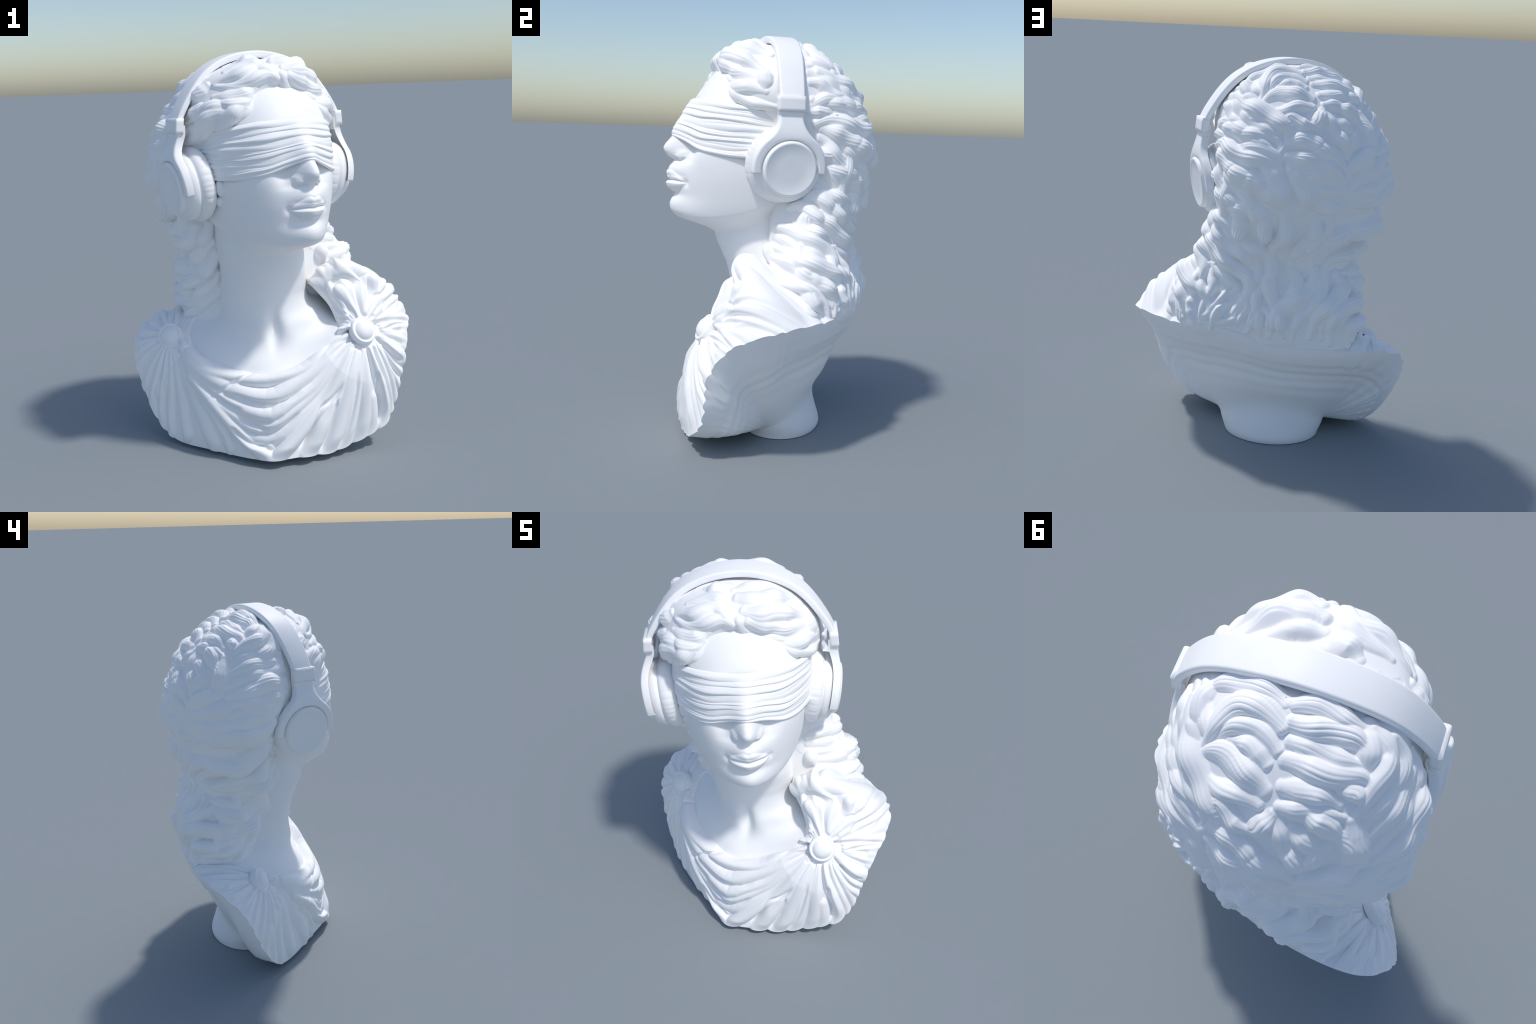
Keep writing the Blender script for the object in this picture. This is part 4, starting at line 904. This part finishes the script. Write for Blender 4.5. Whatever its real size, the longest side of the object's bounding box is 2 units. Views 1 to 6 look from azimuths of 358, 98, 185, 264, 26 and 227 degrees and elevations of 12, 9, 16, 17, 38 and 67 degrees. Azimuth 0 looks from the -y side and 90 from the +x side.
# curls down her right side
lock(0.045, (-0.488, -0.031, 1.320), (-0.480, 0.076, 1.232), (-0.438, 0.188, 1.192), (-0.348, 0.283, 1.162), rise=1.5)
lock(0.040, (-0.413, -0.045, 1.223), (-0.406, 0.005, 1.146), (-0.426, 0.124, 1.107), (-0.351, 0.254, 1.056), rise=1.5)
lock(0.045, (-0.375, 0.075, 0.929), (-0.412, 0.180, 0.913), (-0.381, 0.261, 0.942), rise=1.5)
lock(0.038, (-0.331, 0.056, 0.848), (-0.412, 0.149, 0.839), (-0.436, 0.277, 0.821), rise=1.5)
lock(0.034, (-0.325, 0.058, 0.773), (-0.421, 0.152, 0.771), (-0.453, 0.289, 0.748), rise=1.5)
lock(0.030, (-0.377, 0.098, 0.731), (-0.442, 0.189, 0.709), (-0.450, 0.309, 0.685), rise=1.5)
# front curls on her right
lock(0.040, (-0.343, -0.061, 1.162), (-0.371, -0.005, 1.089), (-0.411, 0.115, 1.013), (-0.411, 0.115, 1.010), rise=1.8)
lock(0.027, (-0.278, -0.090, 1.173), (-0.300, -0.058, 1.104), (-0.332, -0.020, 1.043), (-0.352, 0.004, 1.020), rise=1.8)
lock(0.034, (-0.265, -0.061, 1.076), (-0.314, -0.027, 1.034), (-0.356, 0.039, 0.956), (-0.380, 0.092, 0.902), (-0.433, 0.233, 0.843), rise=1.8)
lock(0.037, (-0.246, -0.043, 1.006), (-0.291, 0.003, 0.937), (-0.363, 0.083, 0.850), (-0.455, 0.246, 0.745), rise=1.8)
lock(0.028, (-0.237, -0.003, 0.903), (-0.268, 0.024, 0.841), (-0.328, 0.059, 0.781), (-0.365, 0.087, 0.721), (-0.444, 0.192, 0.682), rise=1.8)
lock(0.022, (-0.274, 0.030, 0.810), (-0.291, 0.040, 0.750), (-0.372, 0.093, 0.676), (-0.442, 0.210, 0.604), rise=1.8)
lock(0.021, (-0.235, 0.011, 0.852), (-0.242, 0.020, 0.792), (-0.283, 0.036, 0.736), rise=1.8)
# front hair on her right of the parting
lock(0.022, (0.067, -0.297, 1.857), (0.028, -0.308, 1.882), (-0.040, -0.323, 1.861), (-0.128, -0.327, 1.831), (-0.215, -0.295, 1.834), rise=1.0)
lock(0.026, (0.039, -0.294, 1.896), (-0.027, -0.265, 1.918), (-0.101, -0.297, 1.891), (-0.184, -0.286, 1.871), (-0.224, -0.284, 1.844), rise=1.0)
lock(0.026, (0.023, -0.253, 1.921), (-0.044, -0.226, 1.934), (-0.109, -0.238, 1.921), (-0.173, -0.252, 1.900), rise=1.0)
lock(0.026, (-0.042, -0.326, 1.828), (-0.101, -0.346, 1.792), (-0.169, -0.339, 1.790), (-0.227, -0.315, 1.787), rise=1.0)
lock(0.021, (-0.058, -0.341, 1.791), (-0.093, -0.364, 1.764), (-0.151, -0.368, 1.752), (-0.217, -0.329, 1.773), rise=1.0)
lock(0.023, (-0.152, -0.379, 1.729), (-0.199, -0.353, 1.749), (-0.258, -0.318, 1.741), (-0.309, -0.275, 1.703), (-0.362, -0.218, 1.674), rise=1.0)
lock(0.027, (-0.094, -0.374, 1.750), (-0.134, -0.386, 1.719), (-0.184, -0.356, 1.663), (-0.225, -0.302, 1.614), rise=1.0)
lock(0.030, (-0.163, -0.380, 1.711), (-0.220, -0.354, 1.712), (-0.271, -0.310, 1.674), (-0.325, -0.249, 1.605), (-0.389, -0.199, 1.565), rise=1.0)
lock(0.023, (-0.267, -0.307, 1.746), (-0.318, -0.259, 1.727), (-0.361, -0.212, 1.698), rise=1.0)
lock(0.025, (-0.254, -0.261, 1.845), (-0.295, -0.249, 1.799), (-0.328, -0.230, 1.761), rise=1.0)
lock(0.025, (-0.376, -0.211, 1.605), (-0.344, -0.239, 1.625), (-0.283, -0.284, 1.630), rise=1.0)
lock(0.023, (-0.221, -0.352, 1.693), (-0.263, -0.298, 1.635), (-0.306, -0.251, 1.580), rise=1.0)
# front hair on her left of the parting
lock(0.024, (0.095, -0.284, 1.883), (0.121, -0.268, 1.818), (0.189, -0.233, 1.794), (0.245, -0.168, 1.771), (0.311, -0.107, 1.747), rise=1.0)
lock(0.028, (0.096, -0.244, 1.912), (0.154, -0.227, 1.896), (0.213, -0.159, 1.880), (0.281, -0.035, 1.819), rise=1.0)
lock(0.024, (0.235, -0.201, 1.767), (0.277, -0.159, 1.735), (0.322, -0.091, 1.734), (0.336, -0.001, 1.715), rise=1.0)
lock(0.022, (0.257, -0.197, 1.738), (0.293, -0.141, 1.689), (0.323, -0.032, 1.656), (0.323, 0.063, 1.646), rise=1.0)
lock(0.029, (0.124, -0.269, 1.869), (0.188, -0.201, 1.828), (0.257, -0.139, 1.797), (0.298, -0.061, 1.791), rise=1.0)
lock(0.027, (0.292, -0.017, 1.806), (0.320, -0.010, 1.763), (0.335, -0.016, 1.723), rise=1.0)
# loose tips of the curls by her right shoulder
loose.append(loose_lock(0.021, (-0.274, 0.030, 0.810), (-0.291, 0.040, 0.750), (-0.372, 0.093, 0.676), (-0.455, 0.138, 0.617), start=0.8, tip=0.15))
loose.append(loose_lock(0.018, (-0.239, 0.007, 0.872), (-0.251, 0.022, 0.802), (-0.292, 0.041, 0.740), (-0.362, 0.084, 0.678), start=0.8, tip=0.15))
loose.append(loose_lock(0.020, (-0.309, 0.048, 0.783), (-0.365, 0.088, 0.716), (-0.413, 0.136, 0.666), (-0.455, 0.164, 0.624), start=0.8, tip=0.15))
# loose tips over the back edge
loose.append(loose_lock(0.017, (0.259, 0.379, 0.904), (0.295, 0.401, 0.820), (0.315, 0.429, 0.714), start=0.8, tip=0.15))
loose.append(loose_lock(0.013, (0.194, 0.402, 0.873), (0.249, 0.421, 0.800), (0.309, 0.431, 0.715), start=0.8, tip=0.15))
loose.append(loose_lock(0.016, (0.083, 0.417, 0.856), (0.121, 0.434, 0.808), (0.151, 0.451, 0.723), start=0.8, tip=0.15))
loose.append(loose_lock(0.013, (0.063, 0.428, 0.836), (0.095, 0.443, 0.789), (0.127, 0.452, 0.720), start=0.8, tip=0.15))
loose.append(loose_lock(0.026, (-0.104, 0.428, 0.837), (-0.051, 0.453, 0.766), (-0.037, 0.460, 0.679), start=0.8, tip=0.15))
loose.append(loose_lock(0.022, (-0.210, 0.409, 0.833), (-0.167, 0.431, 0.780), (-0.150, 0.445, 0.670), start=0.8, tip=0.15))
loose.append(loose_lock(0.023, (-0.291, 0.388, 0.844), (-0.260, 0.411, 0.793), (-0.232, 0.427, 0.676), start=0.8, tip=0.15))
loose.append(loose_lock(0.019, (-0.332, 0.374, 0.843), (-0.296, 0.407, 0.782), (-0.291, 0.417, 0.671), start=0.8, tip=0.15))
loose.append(loose_lock(0.024, (-0.386, 0.348, 0.832), (-0.343, 0.393, 0.781), (-0.334, 0.409, 0.646), start=0.8, tip=0.15))
loose.append(loose_lock(0.023, (-0.455, 0.261, 0.755), (-0.429, 0.343, 0.731), (-0.418, 0.362, 0.628), start=0.8, tip=0.15))
loose.append(loose_lock(0.022, (0.040, 0.424, 0.849), (0.045, 0.452, 0.771), (0.072, 0.454, 0.693), start=0.8, tip=0.15))
loose.append(loose_lock(0.021, (0.413, 0.336, 0.802), (0.401, 0.359, 0.772), (0.405, 0.378, 0.714), start=0.8, tip=0.15))
loose.append(loose_lock(0.018, (0.354, 0.379, 0.808), (0.350, 0.399, 0.764), (0.345, 0.419, 0.711), start=0.8, tip=0.15))
loose.append(loose_lock(0.017, (0.490, 0.240, 0.749), (0.469, 0.274, 0.717), (0.432, 0.356, 0.690), start=0.8, tip=0.15))
loose.append(loose_lock(0.018, (-0.072, 0.446, 0.790), (-0.087, 0.452, 0.744), (-0.102, 0.454, 0.676), start=0.8, tip=0.15))
# loose tips of the shoulder tress
loose.append(loose_lock(0.015, (0.453, 0.153, 0.816), (0.474, 0.210, 0.774), (0.503, 0.263, 0.726), (0.401, 0.291, 0.645), start=0.8, tip=0.15))
loose.append(loose_lock(0.016, (0.426, 0.309, 0.825), (0.415, 0.346, 0.770), (0.417, 0.364, 0.695), start=0.8, tip=0.15))
loose.append(loose_lock(0.015, (0.265, 0.407, 0.827), (0.268, 0.426, 0.773), (0.316, 0.429, 0.718), start=0.8, tip=0.15))
loose.append(loose_lock(0.016, (0.453, 0.268, 0.809), (0.439, 0.318, 0.760), (0.443, 0.344, 0.695), start=0.8, tip=0.15))
loose.append(loose_lock(0.012, (0.010, 0.434, 0.831), (-0.040, 0.453, 0.772), (-0.027, 0.461, 0.706), start=0.8, tip=0.15))

top, owner = carve()
T2 = top.reshape(NH, NP)
# soften the carving very slightly, as a cast would
soft = (T2 * 2 + np.roll(T2, 1, 1) + np.roll(T2, -1, 1)) / 4
soft[1:-1] = (soft[1:-1] * 2 + soft[:-2] + soft[2:]) / 4
carved = hair + hair_n * soft[..., None]
cn = grid_normals(carved)
if (cn[NH // 2, NP // 2] @ hair_n[NH // 2, NP // 2]) < 0:
    cn = -cn
faces = grid_faces(NH, NP, True, False)
own = owner[faces]
face_owner = np.where((own[:, 0] == own[:, 1]) | (own[:, 0] == own[:, 2]), own[:, 0], own[:, 3])
CV, CN = carved.reshape(-1, 3), cn.reshape(-1, 3)

def region(name, sel, parent):
    used, inv = np.unique(faces[sel], return_inverse=True)
    return mesh_object(name, CV[used], inv.reshape(-1, 4), parent=parent, normals=CN[used])

bpy.data.objects.remove(hair_obj)
hair_obj = region("hair", face_owner < 0, root)
for o in loose:
    o.parent = hair_obj
for i in range(len(CARVED)):
    sel = face_owner == i
    if sel.sum() > 12:
        region("hair_lock", sel, hair_obj)
